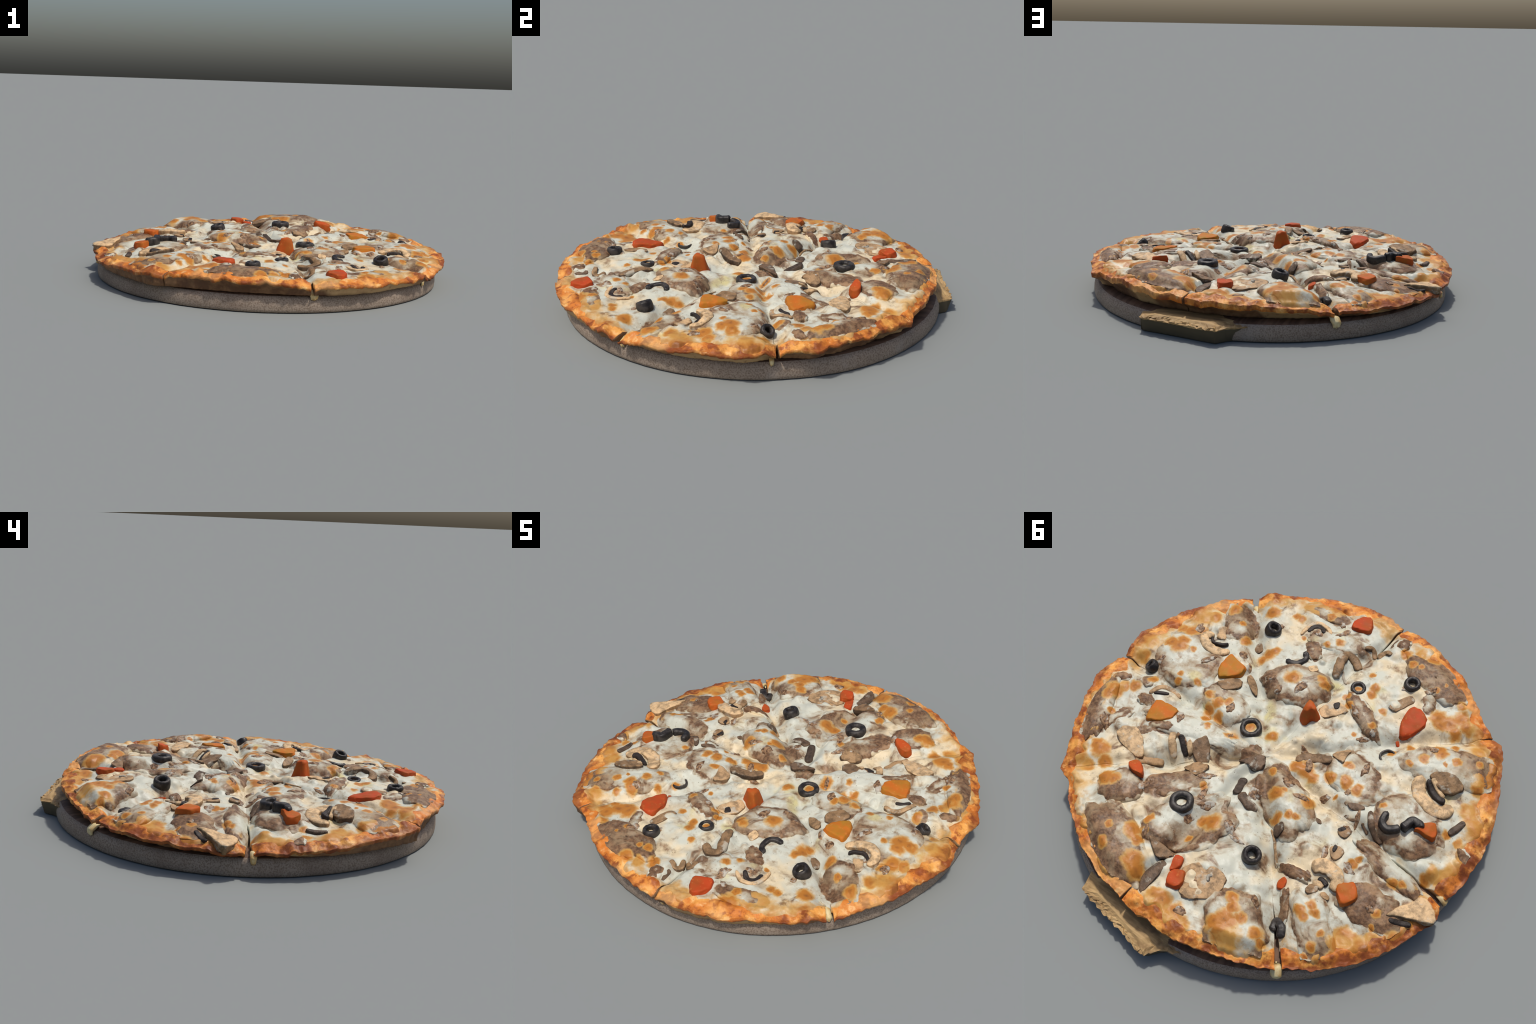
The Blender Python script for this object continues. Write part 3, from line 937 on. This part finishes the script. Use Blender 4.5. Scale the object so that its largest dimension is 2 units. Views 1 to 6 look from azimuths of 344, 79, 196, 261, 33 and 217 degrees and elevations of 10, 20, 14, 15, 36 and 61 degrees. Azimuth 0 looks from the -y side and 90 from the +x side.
def build_slice(i, pizza):
    mid = math.radians((CUTS[i][0] + (CUTS[(i + 1) % 8][0] + (360 if i == 7 else 0))) / 2)
    mx, my = CUT_CENTRE[0] + 0.55 * math.cos(mid), CUT_CENTRE[1] + 0.55 * math.sin(mid)
    spots = [s for s in BROWNED_SPOTS if slice_of(s[0], s[1]) == i or min(abs((polar(s[0], s[1])[0] - c[0] + 180) % 360 - 180) for c in CUTS) < 6 and math.hypot(s[0] - mx, s[1] - my) < 0.6]
    # ---- dough with its baked rim
    radii = np.concatenate([np.linspace(0.004, 0.80, 30, endpoint=False), np.linspace(0.80, 0.985, 56, endpoint=False), np.linspace(0.985, 1.0, 8)])
    x, y, R = wedge(i, radii, 0.002)
    zt = crust_top(x, y)
    edge_z = zt[:, -1:]
    th = polar(x[:, -1], y[:, -1])[0]
    start = around(UNDERCUT, th)[:, None]
    lift = np.clip((radii[None, :] - start) / (1.002 - start), 0, 1)
    thick = around(LIP, th)[:, None] + 0.004 * N2(x[:, -1:], y[:, -1:], 18)
    low = BOARD_TOP + 0.003 + 0 * zt
    under = low * (1 - lift**0.45) + (edge_z - thick) * lift**0.45
    under = np.maximum(np.minimum(under, zt - 0.008), BOARD_TOP + 0.002)
    under = under + 0.002 * N2(x, y, 22) * lift
    tuck = 1 - 0.004 * smooth(0.97, 1.0, radii)
    xb, yb = CUT_CENTRE[0] + (x - CUT_CENTRE[0]) * tuck, CUT_CENTRE[1] + (y - CUT_CENTRE[1]) * tuck
    top = np.stack([x, y, zt], 2)
    bot = np.stack([xb, yb, under], 2)
    v, f = closed_shell(top, bot)
    nv = len(radii); n = 2 * nv
    slots = [0 if (fi < (ACROSS - 1) * n and (fi % n) <= nv - 1) else 1 for fi in range(len(f))]
    ob = mesh_object("pizza_slice", v, f, [crust_material([s for s in spots if level(np.array([s[0]]), np.array([s[1]]))[1][0] > 0.78]), DOUGH], pizza, slots)
    # ---- cheese, ending raggedly short of the rim
    t = np.linspace(0.004, 1.0, 170)
    x0, y0, R = wedge(i, np.ones(1))
    th = polar(x0[:, 0], y0[:, 0])[0]
    k = np.radians(th)
    reach = 0.958 + 0.060 * N1(np.cos(k) * 6, np.sin(k) * 6) + 0.035 * N2(np.cos(k) * 17, np.sin(k) * 17)
    reach = np.clip(reach, 0.885, 0.985)
    x, y, _ = wedge(i, t, -0.005)
    cx = CUT_CENTRE[0] + (x - CUT_CENTRE[0]) * reach[:, None]
    cy = CUT_CENTRE[1] + (y - CUT_CENTRE[1]) * reach[:, None]
    zc = cheese_top(cx, cy) + (0.0004 if i % 2 else 0)
    dip = smooth(0.975, 1.0, t)[None, :]
    floor = crust_top(cx, cy)
    outer = smooth(0.86, 0.93, t)[None, :]
    zc = np.maximum(zc, (floor + 0.0015) * outer + zc * (1 - outer))
    zc = zc * (1 - dip) + (floor - 0.004) * dip
    zb = np.minimum(np.minimum(floor, zc) - 0.006, zc - 0.004)
    v, f = closed_shell(np.stack([cx, cy, zc], 2), np.stack([cx, cy, zb], 2))
    own = [m for m in MEATS if slice_of(m.x, m.y) == i or (math.hypot(m.x - mx, m.y - my) < 0.42 and m.a > 0.08)]
    mesh_object("cheese", v, f, cheese_material(spots, own), ob)
    return ob


def slice_of(x, y):
    th = float(polar(x, y)[0])
    for i in range(8):
        a0, a1 = CUTS[i][0], CUTS[(i + 1) % 8][0] + (360 if i == 7 else 0)
        if a0 <= th < a1 or a0 <= th + 360 < a1:
            return i
    return 0


def ground_of(x, y):
    """Height of the pizza's surface, meat slices included."""
    x, y = np.atleast_1d(np.asarray(x, float)), np.atleast_1d(np.asarray(y, float))
    z = np.maximum(cheese_top(x, y), crust_top(x, y))
    for m in MEATS:
        rr = m.unit(x, y)
        z = np.where(rr < 0.97, np.maximum(z, m.top(x, y, rr) - groove(x, y) * 0.95), z)
    return z


def build_meat(m, parent):
    nu, nv = 110, 34
    ang = np.linspace(0, 2 * np.pi, nu, endpoint=False)
    rad = np.concatenate([np.linspace(0.02, 0.85, nv - 12, endpoint=False), np.linspace(0.85, 1.0, 12)])
    cu, cv = np.cos(ang), np.sin(ang)
    shape = (np.abs(cu)**2.5 + np.abs(cv)**2.5)**(-1 / 2.5)
    wob = 1 + 0.24 * N2(cu * 1.5 + m.k * 3.1, cv * 1.5) + 0.07 * N3(cu * 5 + m.k, cv * 5)
    ru = (shape * wob)[:, None] * rad[None, :]
    lx, ly = ru * cu[:, None] * m.a, ru * cv[:, None] * m.b
    wx, wy = m.x + lx * m.c - ly * m.s, m.y + lx * m.s + ly * m.c
    th, r = polar(wx, wy)                                       # trimmed at the rim
    f = np.minimum(1, 0.962 * rim_radius(th) / np.maximum(r, 1e-6))
    wx, wy = CUT_CENTRE[0] + (wx - CUT_CENTRE[0]) * f, CUT_CENTRE[1] + (wy - CUT_CENTRE[1]) * f
    lx, ly = (wx - m.x) * m.c + (wy - m.y) * m.s, -(wx - m.x) * m.s + (wy - m.y) * m.c
    z = m.top(wx, wy, rad[None, :] + 0 * wx) - groove(wx, wy) * 0.95
    # stay inside the pizza's rim
    zb = level(wx, wy)[0] - 0.020 - groove(wx, wy)
    z0 = m.base
    top = np.stack([lx, ly, z - z0], 2)
    low = np.stack([lx[:, -1] * 0.985, ly[:, -1] * 0.985, np.minimum(z[:, -1], zb[:, -1]) - z0], 1)
    verts = np.concatenate([top, low[:, None]], 1)
    n = nv + 1
    faces = grid_faces(nu, n, wrap_u=True)
    verts = np.concatenate([verts.reshape(-1, 3), [[0, 0, float(np.mean(top[:, 0, 2]))], [0, 0, float(low[:, 2].min())]]])
    a, b = nu * n, nu * n + 1
    for q in range(nu):
        q2 = (q + 1) % nu
        faces.append((a, q2 * n, q * n) [::-1])
        faces.append((b, q * n + n - 1, q2 * n + n - 1)[::-1])
    faces = [f[::-1] for f in faces]
    mesh_object("meat_slice", verts, faces, meat_material(m), parent, at=(m.x, m.y, z0), turn=math.radians(m.rot))


def rounded_outline(pts, n=44, soft=2):
    p = np.array(pts, float)
    if np.sum(p[:, 0] * np.roll(p[:, 1], -1) - np.roll(p[:, 0], -1) * p[:, 1]) < 0:
        p = p[::-1]
    for _ in range(soft):                                   # corner cutting
        q = np.roll(p, -1, 0)
        p = np.stack([p * 0.8 + q * 0.2, p * 0.2 + q * 0.8], 1).reshape(-1, 2)
    seg = np.linalg.norm(np.roll(p, -1, 0) - p, axis=1)
    d = np.concatenate([[0], np.cumsum(seg)])
    t = np.linspace(0, d[-1], n, endpoint=False)
    pp = np.concatenate([p, p[:1]])
    return np.stack([np.interp(t, d, pp[:, 0]), np.interp(t, d, pp[:, 1])], 1)


def lump(name, pts, h, mats, parents, soft=2, crown=0.10, lean=(0, 0), rough=0.003, taper=0.0):
    """A cut piece: its outline risen to height h with rounded edges, seated in the cheese."""
    o = rounded_outline(pts, 44, soft)
    c = o.mean(0)
    prof = [(0.96, -0.022), (0.99, 0.0), (1.0, 0.35 * h), (0.995, 0.70 * h), (0.975, 0.88 * h), (0.94, 0.97 * h), (0.84, 1.0 * h), (0.60, (1 + 0.5 * crown) * h), (0.35, (1 + crown) * h), (0.12, (1 + crown) * h)]
    own = ground_of(o[:, 0], o[:, 1])
    seat = float(np.median(own))
    q = o - c
    plane = np.linalg.lstsq(np.column_stack([q, np.ones(len(q))]), own - seat, rcond=None)[0] * 0.8
    V = []
    for s, z in prof:
        up = max(z, 0) / h
        q = (o - c) * s * (1 - taper * min(up, 1)) + up * taper * np.array((0.012, -0.012))
        w = c + q
        zz = z + rough * N2(w[:, 0] + z * 3, w[:, 1] - z * 2, 30) + q[:, 0] * (plane[0] + lean[0] * up) + q[:, 1] * (plane[1] + lean[1] * up)
        wob = 1 + 0.10 * N3(w[:, 0] + z * 4, w[:, 1], 34)
        V.append(np.stack([q[:, 0] * wob, q[:, 1] * wob, zz], 1))
    V = np.stack(V, 1)
    nu, nv = V.shape[:2]
    faces = grid_faces(nu, nv, wrap_u=True)
    verts = np.concatenate([V.reshape(-1, 3), [V[:, -1].mean(0)], [V[:, 0].mean(0)]])
    for q in range(nu):
        q2 = (q + 1) % nu
        faces.append((q * nv + nv - 1, q2 * nv + nv - 1, nu * nv))
        faces.append((q2 * nv, q * nv, nu * nv + 1))
    slots = [(1 if i < nu * (nv - 1) and i % (nv - 1) < 3 else 0) for i in range(len(faces))] if isinstance(mats, list) else None
    return mesh_object(name, verts, faces, mats, parents[slice_of(*c)], slots, at=(c[0], c[1], seat - 0.003))


def spline(pts, n):
    p = np.array(pts, float)
    p = np.concatenate([[2 * p[0] - p[1]], p, [2 * p[-1] - p[-2]]])
    out = []
    m = len(p) - 3
    for t in np.linspace(0, m - 1e-6, n):
        i = int(t); f = t - i
        a, b, c, d = p[i:i + 4]
        out.append(0.5 * (2 * b + (c - a) * f + (2 * a - 5 * b + 4 * c - d) * f * f + (3 * b - a - 3 * c + d) * f**3))
    return np.array(out)


def strip(name, pts, half, h, mats, parents, taper=0.55, round_end=0.07, power=5.0, arch=0.0):
    """A bent piece of even thickness laid along a spine: cap slices, hooks, olive arcs."""
    n, m = 40, 20
    s = spline(pts, n)
    t = np.gradient(s, axis=0); t /= np.linalg.norm(t, axis=1)[:, None]
    side = np.stack([-t[:, 1], t[:, 0]], 1)
    c = s.mean(0)
    u = np.linspace(0, 1, n)
    e = np.minimum(np.minimum(u, 1 - u) / round_end, 1)
    w = half * np.sqrt(np.clip(1 - (1 - e)**2, 0.02, 1)) * (1 - (1 - taper) * (1 - np.sin(np.pi * u))**2 * 0.6)
    g = ground_of(s[:, 0], s[:, 1])
    g = np.convolve(np.pad(g, 6, mode="edge"), np.ones(13) / 13, mode="valid")
    seat = float(np.median(g))
    a = np.linspace(0, 2 * np.pi, m, endpoint=False)
    ca, sa = np.cos(a), np.sin(a)
    f = (np.abs(ca)**power + np.abs(sa)**power)**(-1 / power)
    V = np.zeros((n, m, 3))
    low, high = -0.016, h
    for j in range(m):
        off = ca[j] * f[j] * w * (1 + 0.22 * N2(s[:, 0] * 32 + round(ca[j]), s[:, 1] * 32))
        zz = (low + high) / 2 + sa[j] * f[j] * (high - low) / 2 * (0.75 + 0.25 * e)
        V[:, j, 0] = s[:, 0] + side[:, 0] * off - c[0]
        V[:, j, 1] = s[:, 1] + side[:, 1] * off - c[1]
        V[:, j, 2] = zz + (g - seat) + arch * np.sin(np.pi * u) + 0.0016 * N3(s[:, 0] + off, s[:, 1] + j, 45)
    faces = grid_faces(n, m, wrap_v=True)
    verts = np.concatenate([V.reshape(-1, 3), [V[0].mean(0)], [V[-1].mean(0)]])
    for j in range(m):
        j2 = (j + 1) % m
        faces.append((j2, j, n * m)[::-1])
        faces.append(((n - 1) * m + j, (n - 1) * m + j2, n * m + 1)[::-1])
    faces = [q[::-1] for q in faces]
    slots = [(0 if i < (n - 1) * m and sa[i % m] + sa[(i + 1) % m] > 1.15 else 1) for i in range(len(faces))] if isinstance(mats, list) else None
    return mesh_object(name, verts, faces, mats, parents[slice_of(*c)], slots, at=(c[0], c[1], seat - 0.003))


def ring(name, x, y, r, hole, h, tilt_dir, tilt, mat, parents, seed):
    nu, nv = 56, 22
    A = np.linspace(0, 2 * np.pi, nu, endpoint=False)
    B = np.linspace(0, 2 * np.pi, nv, endpoint=False)
    rin = r * hole
    rc, hw = (r + rin) / 2, (r - rin) / 2
    p = 2.8
    f = (np.abs(np.cos(B))**p + np.abs(np.sin(B))**p)**(-1 / p)
    rad = rc + np.cos(B) * f * hw
    zz = np.sin(B) * f * (h / 2 + 0.006)
    wob = 1 + 0.05 * N2(np.cos(A) * 1.3 + seed, np.sin(A) * 1.3)
    V = np.stack([np.cos(A)[:, None] * rad[None] * wob[:, None], np.sin(A)[:, None] * rad[None] * wob[:, None], zz[None] + 0.0015 * N3(np.cos(A)[:, None] * 3 + seed, np.sin(A)[:, None] * 3 + B[None])], 2)
    k = math.radians(tilt_dir); t = math.radians(tilt)
    d = np.array((math.cos(k), math.sin(k)))
    along = V[..., 0] * d[0] + V[..., 1] * d[1]
    new = along * math.cos(t) - V[..., 2] * math.sin(t)
    z2 = along * math.sin(t) + V[..., 2] * math.cos(t)
    V[..., 0] += (new - along) * d[0]; V[..., 1] += (new - along) * d[1]; V[..., 2] = z2
    seat = float(np.median(ground_of(x + r * np.cos(A), y + r * np.sin(A))))
    ob = mesh_object(name, V.reshape(-1, 3), [q for q in grid_faces(nu, nv, True, True)], mat, parents[slice_of(x, y)], at=(x, y, seat + h / 2 - 0.009))
    return ob


# ----------------------------------------------------------------- board ----
def build_board():
    profile = [(0.0, 0.0), (0.90, 0.0), (0.932, 0.0005), (0.937, 0.004), (0.939, 0.024), (0.938, 0.044), (0.935, 0.058), (0.929, 0.069), (0.919, 0.078), (0.903, 0.084), (0.87, 0.086), (0.5, 0.086), (0.0, 0.086)]
    pr = [profile[1]]
    for (r0, z0), (r1, z1) in zip(profile[1:-2], profile[2:-1]):
        for q in (0.5, 1.0):
            pr.append((r0 + (r1 - r0) * q, z0 + (z1 - z0) * q))
    pr = np.array(pr)
    n = 360
    a = np.linspace(0, 2 * np.pi, n, endpoint=False)
    wob = 1 + 0.003 * N1(np.cos(a) * 3, np.sin(a) * 3) + 0.0012 * N2(np.cos(a) * 30, np.sin(a) * 30)
    V = np.zeros((n, len(pr), 3))
    V[..., 0] = np.cos(a)[:, None] * pr[None, :, 0] * wob[:, None]
    V[..., 1] = np.sin(a)[:, None] * pr[None, :, 0] * wob[:, None]
    V[..., 2] = pr[None, :, 1]
    nv = len(pr)
    faces = grid_faces(n, nv, wrap_u=True)
    slots = [1 if pr[i % (nv - 1), 0] < 0.925 and pr[i % (nv - 1), 1] > 0.077 else 0 for i in range(len(faces))]
    verts = np.concatenate([V.reshape(-1, 3), [[0, 0, 0]], [[0, 0, BOARD_TOP]]])
    for i in range(n):
        j = (i + 1) % n
        faces.append((j * nv, i * nv, n * nv)); slots.append(0)
        faces.append((i * nv + nv - 1, j * nv + nv - 1, n * nv + 1)); slots.append(1)
    board = mesh_object("serving_board", verts, faces, [wood_material("edge_wood"), wood_material("top_wood")], None, slots, at=(BOARD_MID[0], BOARD_MID[1], 0))
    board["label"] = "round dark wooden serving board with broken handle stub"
    board["category"] = "serving board"
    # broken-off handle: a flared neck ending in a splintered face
    mx, my = BOARD_MID
    out = [(0.375, 0.795), (0.352, 0.850), (0.338, 0.900), (0.325, 0.928), (0.24, 0.942), (0.14, 0.960), (0.03, 0.982), (-0.062, 0.999), (-0.098, 0.955), (-0.135, 0.925), (-0.20, 0.895), (-0.10, 0.74), (0.20, 0.72)]
    o = np.array(out)
    dense = []
    for i in range(len(o)):
        p, q = o[i], o[(i + 1) % len(o)]
        k = max(2, int(np.linalg.norm(q - p) / 0.012))
        dense += [p + (q - p) * t for t in np.arange(k) / k]
    d = np.array(dense)
    c = np.array((0.10, 0.85))
    jag = np.random.default_rng(5)
    front = (d[:, 1] > 0.90)
    layers = []
    rows = ((0.985, 0.0, -0.020, 0.0), (0.99, 0.002, -0.018, 0.0), (1.0, 0.056, -0.004, 0.0), (1.0, 0.060, -0.003, 0.003), (0.995, 0.068, 0.004, 0.008), (0.965, 0.072, 0.0, 0.012), (0.90, 0.074, 0.0, 0.008), (0.82, 0.077, 0.0, 0.003), (0.72, 0.0845, 0.0, 0.0), (0.5, 0.0868, 0.0, 0.0), (0.2, 0.0868, 0.0, 0.0))
    for s, z, lean, j in rows:
        w = c + (d - c) * s
        wz = np.full(len(w), z) + np.where(front, jag.uniform(-1, 1, len(w)) * j * 0.6, 0)
        w = w + jag.uniform(-1, 1, w.shape) * j * front[:, None] * 0.9
        w[:, 1] = np.minimum(w[:, 1] + lean * front, 1.0)
        layers.append(np.column_stack([w[:, 0] - mx, w[:, 1] - my, np.clip(wz, 0, 0.0868)]))
    V = np.stack(layers, 1)
    nu, nv = V.shape[:2]
    faces = grid_faces(nu, nv, wrap_u=True)
    verts = np.concatenate([V.reshape(-1, 3), [V[:, 0].mean(0)], [V[:, -1].mean(0)]])
    for i in range(nu):
        j = (i + 1) % nu
        faces.append((j * nv, i * nv, nu * nv)); faces.append((i * nv + nv - 1, j * nv + nv - 1, nu * nv + 1))
    if np.sum(d[:, 0] * np.roll(d[:, 1], -1) - np.roll(d[:, 0], -1) * d[:, 1]) < 0:
        faces = [f[::-1] for f in faces]
    hs = [1 if i < nu * (nv - 1) and (i % (nv - 1)) < 3 else 0 for i in range(len(faces))]
    h = mesh_object("handle_stub", verts, faces, [wood_material("handle_wood"), wood_material("shade_darkened_wood")], board, hs)
    me = h.data
    me.polygons.foreach_set("use_smooth", np.zeros(len(me.polygons), bool))
    return board


# ------------------------------------------------------------------ build ---
pizza = bpy.data.objects.new("pizza", None)
bpy.context.collection.objects.link(pizza)
pizza.location = (0, 0, 0)
pizza["label"] = "round sliced pizza with meat, mushrooms, olives and tomato"
pizza["category"] = "pizza"

DOUGH = dough_material()
slices = [build_slice(i, pizza) for i in range(8)]
for m in MEATS:
    build_meat(m, slices[slice_of(m.x, m.y)])

OLIVE = olive_material()
for i, (x, y, r, hole, h, td, tl) in enumerate(OLIVE_RINGS):
    ring("olive_ring", x, y, r, hole, h, td, tl, OLIVE, slices, i * 7.3)
for pts, w, h in OLIVE_ARCS:
    strip("olive_piece", pts, w, h, OLIVE, slices, taper=0.9, arch=0.0)

TOM = {}
for pts, h, hue in TOMATO_PIECES:
    if hue not in TOM:
        TOM[hue] = tomato_material(hue)
    lump("tomato_piece", pts, h, TOM[hue], slices, soft=1, crown=0.05, taper=0.44 if h > 0.05 else 0.08)

MUSH = {}
def mush(t):
    if t not in MUSH:
        MUSH[t] = mushroom_material(t)
    return MUSH[t]
for pts, w, h, tone in MUSHROOM_STRIPS:
    strip("mushroom_gill" if tone >= 3 else "mushroom_slice", pts, w, h, mush(tone) if tone >= 3 else [mush(tone), mush(min(2.0, tone + 0.8))], slices)
for pts, h, tone in MUSHROOM_CHUNKS:
    lump("mushroom_gill" if tone >= 3 else "mushroom_piece", pts, h, mush(tone) if tone >= 3 else [mush(tone), mush(min(2.0, tone + 0.8))], slices, soft=1, crown=0.05)

# shreds of meat and mushroom too small to single out, half sunk in the cheese
def crumb_material():
    k = Nodes("cooked_crumb")
    n = k.noise(26.0, 4.0, 0.62)[0]
    f = k.noise(75.0, 3.0, 0.6)[0]
    c = k.mix(k.step(f, 0.36, 0.64), MEAT_DARK, MEAT_LIGHT)
    c = k.mix(k.step(n, 0.50, 0.62, 0, 0.9), c, (0.44, 0.41, 0.34))
    return k.finish(c, 0.5, k.bump(f, 0.35, 0.003), 0.25)

CRUMB = crumb_material()
rng = np.random.default_rng(21)
for si, parent in enumerate(slices):
    P, F, made = [], [], 0
    while made < 7:
        a = rng.uniform(CUTS[si][0] + 3, CUTS[(si + 1) % 8][0] + (360 if si == 7 else 0) - 3)
        r = rng.uniform(0.12, 0.86)**0.8 * 0.98
        x, y = CUT_CENTRE[0] + r * math.cos(math.radians(a)), CUT_CENTRE[1] + r * math.sin(math.radians(a))
        if level(np.array([x]), np.array([y]))[1][0] > 0.90:
            continue
        L, B, t = rng.uniform(0.014, 0.042), rng.uniform(0.011, 0.022), rng.uniform(0, math.pi)
        nu, hh = 26, rng.uniform(0.003, 0.006)
        A = np.linspace(0, 2 * np.pi, nu, endpoint=False)
        wob = 1 + 0.40 * N2(np.cos(A) * 1.1 + made * 5 + si, np.sin(A) * 1.5) + 0.06 * N3(np.cos(A) * 4 + made, np.sin(A) * 4)
        start = made * (nu * 5 + 1)
        rows = []
        for s, z in ((1.0, -0.008), (1.0, -0.001), (0.88, 0.7 * hh), (0.6, hh), (0.25, 1.05 * hh)):
            u, v = np.cos(A) * L * wob * s, np.sin(A) * B * wob * s
            rows.append(np.stack([x + u * math.cos(t) - v * math.sin(t), y + u * math.sin(t) + v * math.cos(t), 0 * u + z], 1))
        R = np.stack(rows, 1)
        P += [R.reshape(-1, 3), np.array([[x, y, 1.05 * hh]])]
        F += grid_faces(nu, 5, wrap_u=True, start=start)
        F += [(start + q * 5 + 4, start + ((q + 1) % nu) * 5 + 4, start + nu * 5) for q in range(nu)]
        made += 1
    V = np.concatenate(P)
    V[:, 2] += ground_of(V[:, 0], V[:, 1])
    ob = mesh_object("meat_crumb", V, F, CRUMB, parent)
    ob["kind"] = "stuff"

board = build_board()

# melted cheese that ran out of the cuts and over the edge of the board
DRIP = Nodes("dripped_cheese")
n = DRIP.noise(30.0, 3.0)[0]
DRIP = DRIP.finish(DRIP.mix(DRIP.step(n, 0.4, 0.6), (0.66, 0.55, 0.30), (0.55, 0.36, 0.14)), 0.45, None, 0.25)
for (dx, dy), wide, low in (((-0.548, 0.735), 0.024, 0.058), ((-0.045, -0.945), 0.022, 0.062), ((0.900, -0.095), 0.010, 0.068), ((0.615, -0.690), 0.014, 0.060), ((-0.925, 0.085), 0.014, 0.056)):
    nu, nv = 20, 12
    o = np.array((dx, dy)) - np.array(BOARD_MID); o /= np.linalg.norm(o)
    s = np.array((-o[1], o[0]))
    A = np.linspace(0, 2 * np.pi, nu, endpoint=False); T = np.linspace(0, 1, nv)
    V = []
    for t in T:
        rad = 0.890 + 0.050 * min(1, t * 1.7)
        z = 0.100 + (low - 0.100) * max(0, t * 1.35 - 0.35) / 1.0
        c = np.array(BOARD_MID) + o * rad
        w = wide * (0.55 + 0.45 * math.sin(math.pi * (0.15 + 0.8 * t))) * (0.25 if t in (0.0, 1.0) else 1)
        wob = 1 + 0.2 * N2(np.cos(A) + t * 3 + dx * 9, np.sin(A))
        V.append(np.stack([c[0] + s[0] * np.cos(A) * w * wob + o[0] * np.sin(A) * 0.007, c[1] + s[1] * np.cos(A) * w * wob + o[1] * np.sin(A) * 0.007, z + 0.006 * np.sin(A)], 1))
    V = np.stack(V, 0)
    verts = np.concatenate([V.reshape(-1, 3), [V[0].mean(0)], [V[-1].mean(0)]])
    F = grid_faces(nv, nu, wrap_v=True)
    F += [((q + 1) % nu, q, nv * nu) for q in range(nu)] + [((nv - 1) * nu + q, (nv - 1) * nu + (q + 1) % nu, nv * nu + 1) for q in range(nu)]
    mesh_object("cheese_drip", verts, F, DRIP, slices[slice_of(dx, dy)])
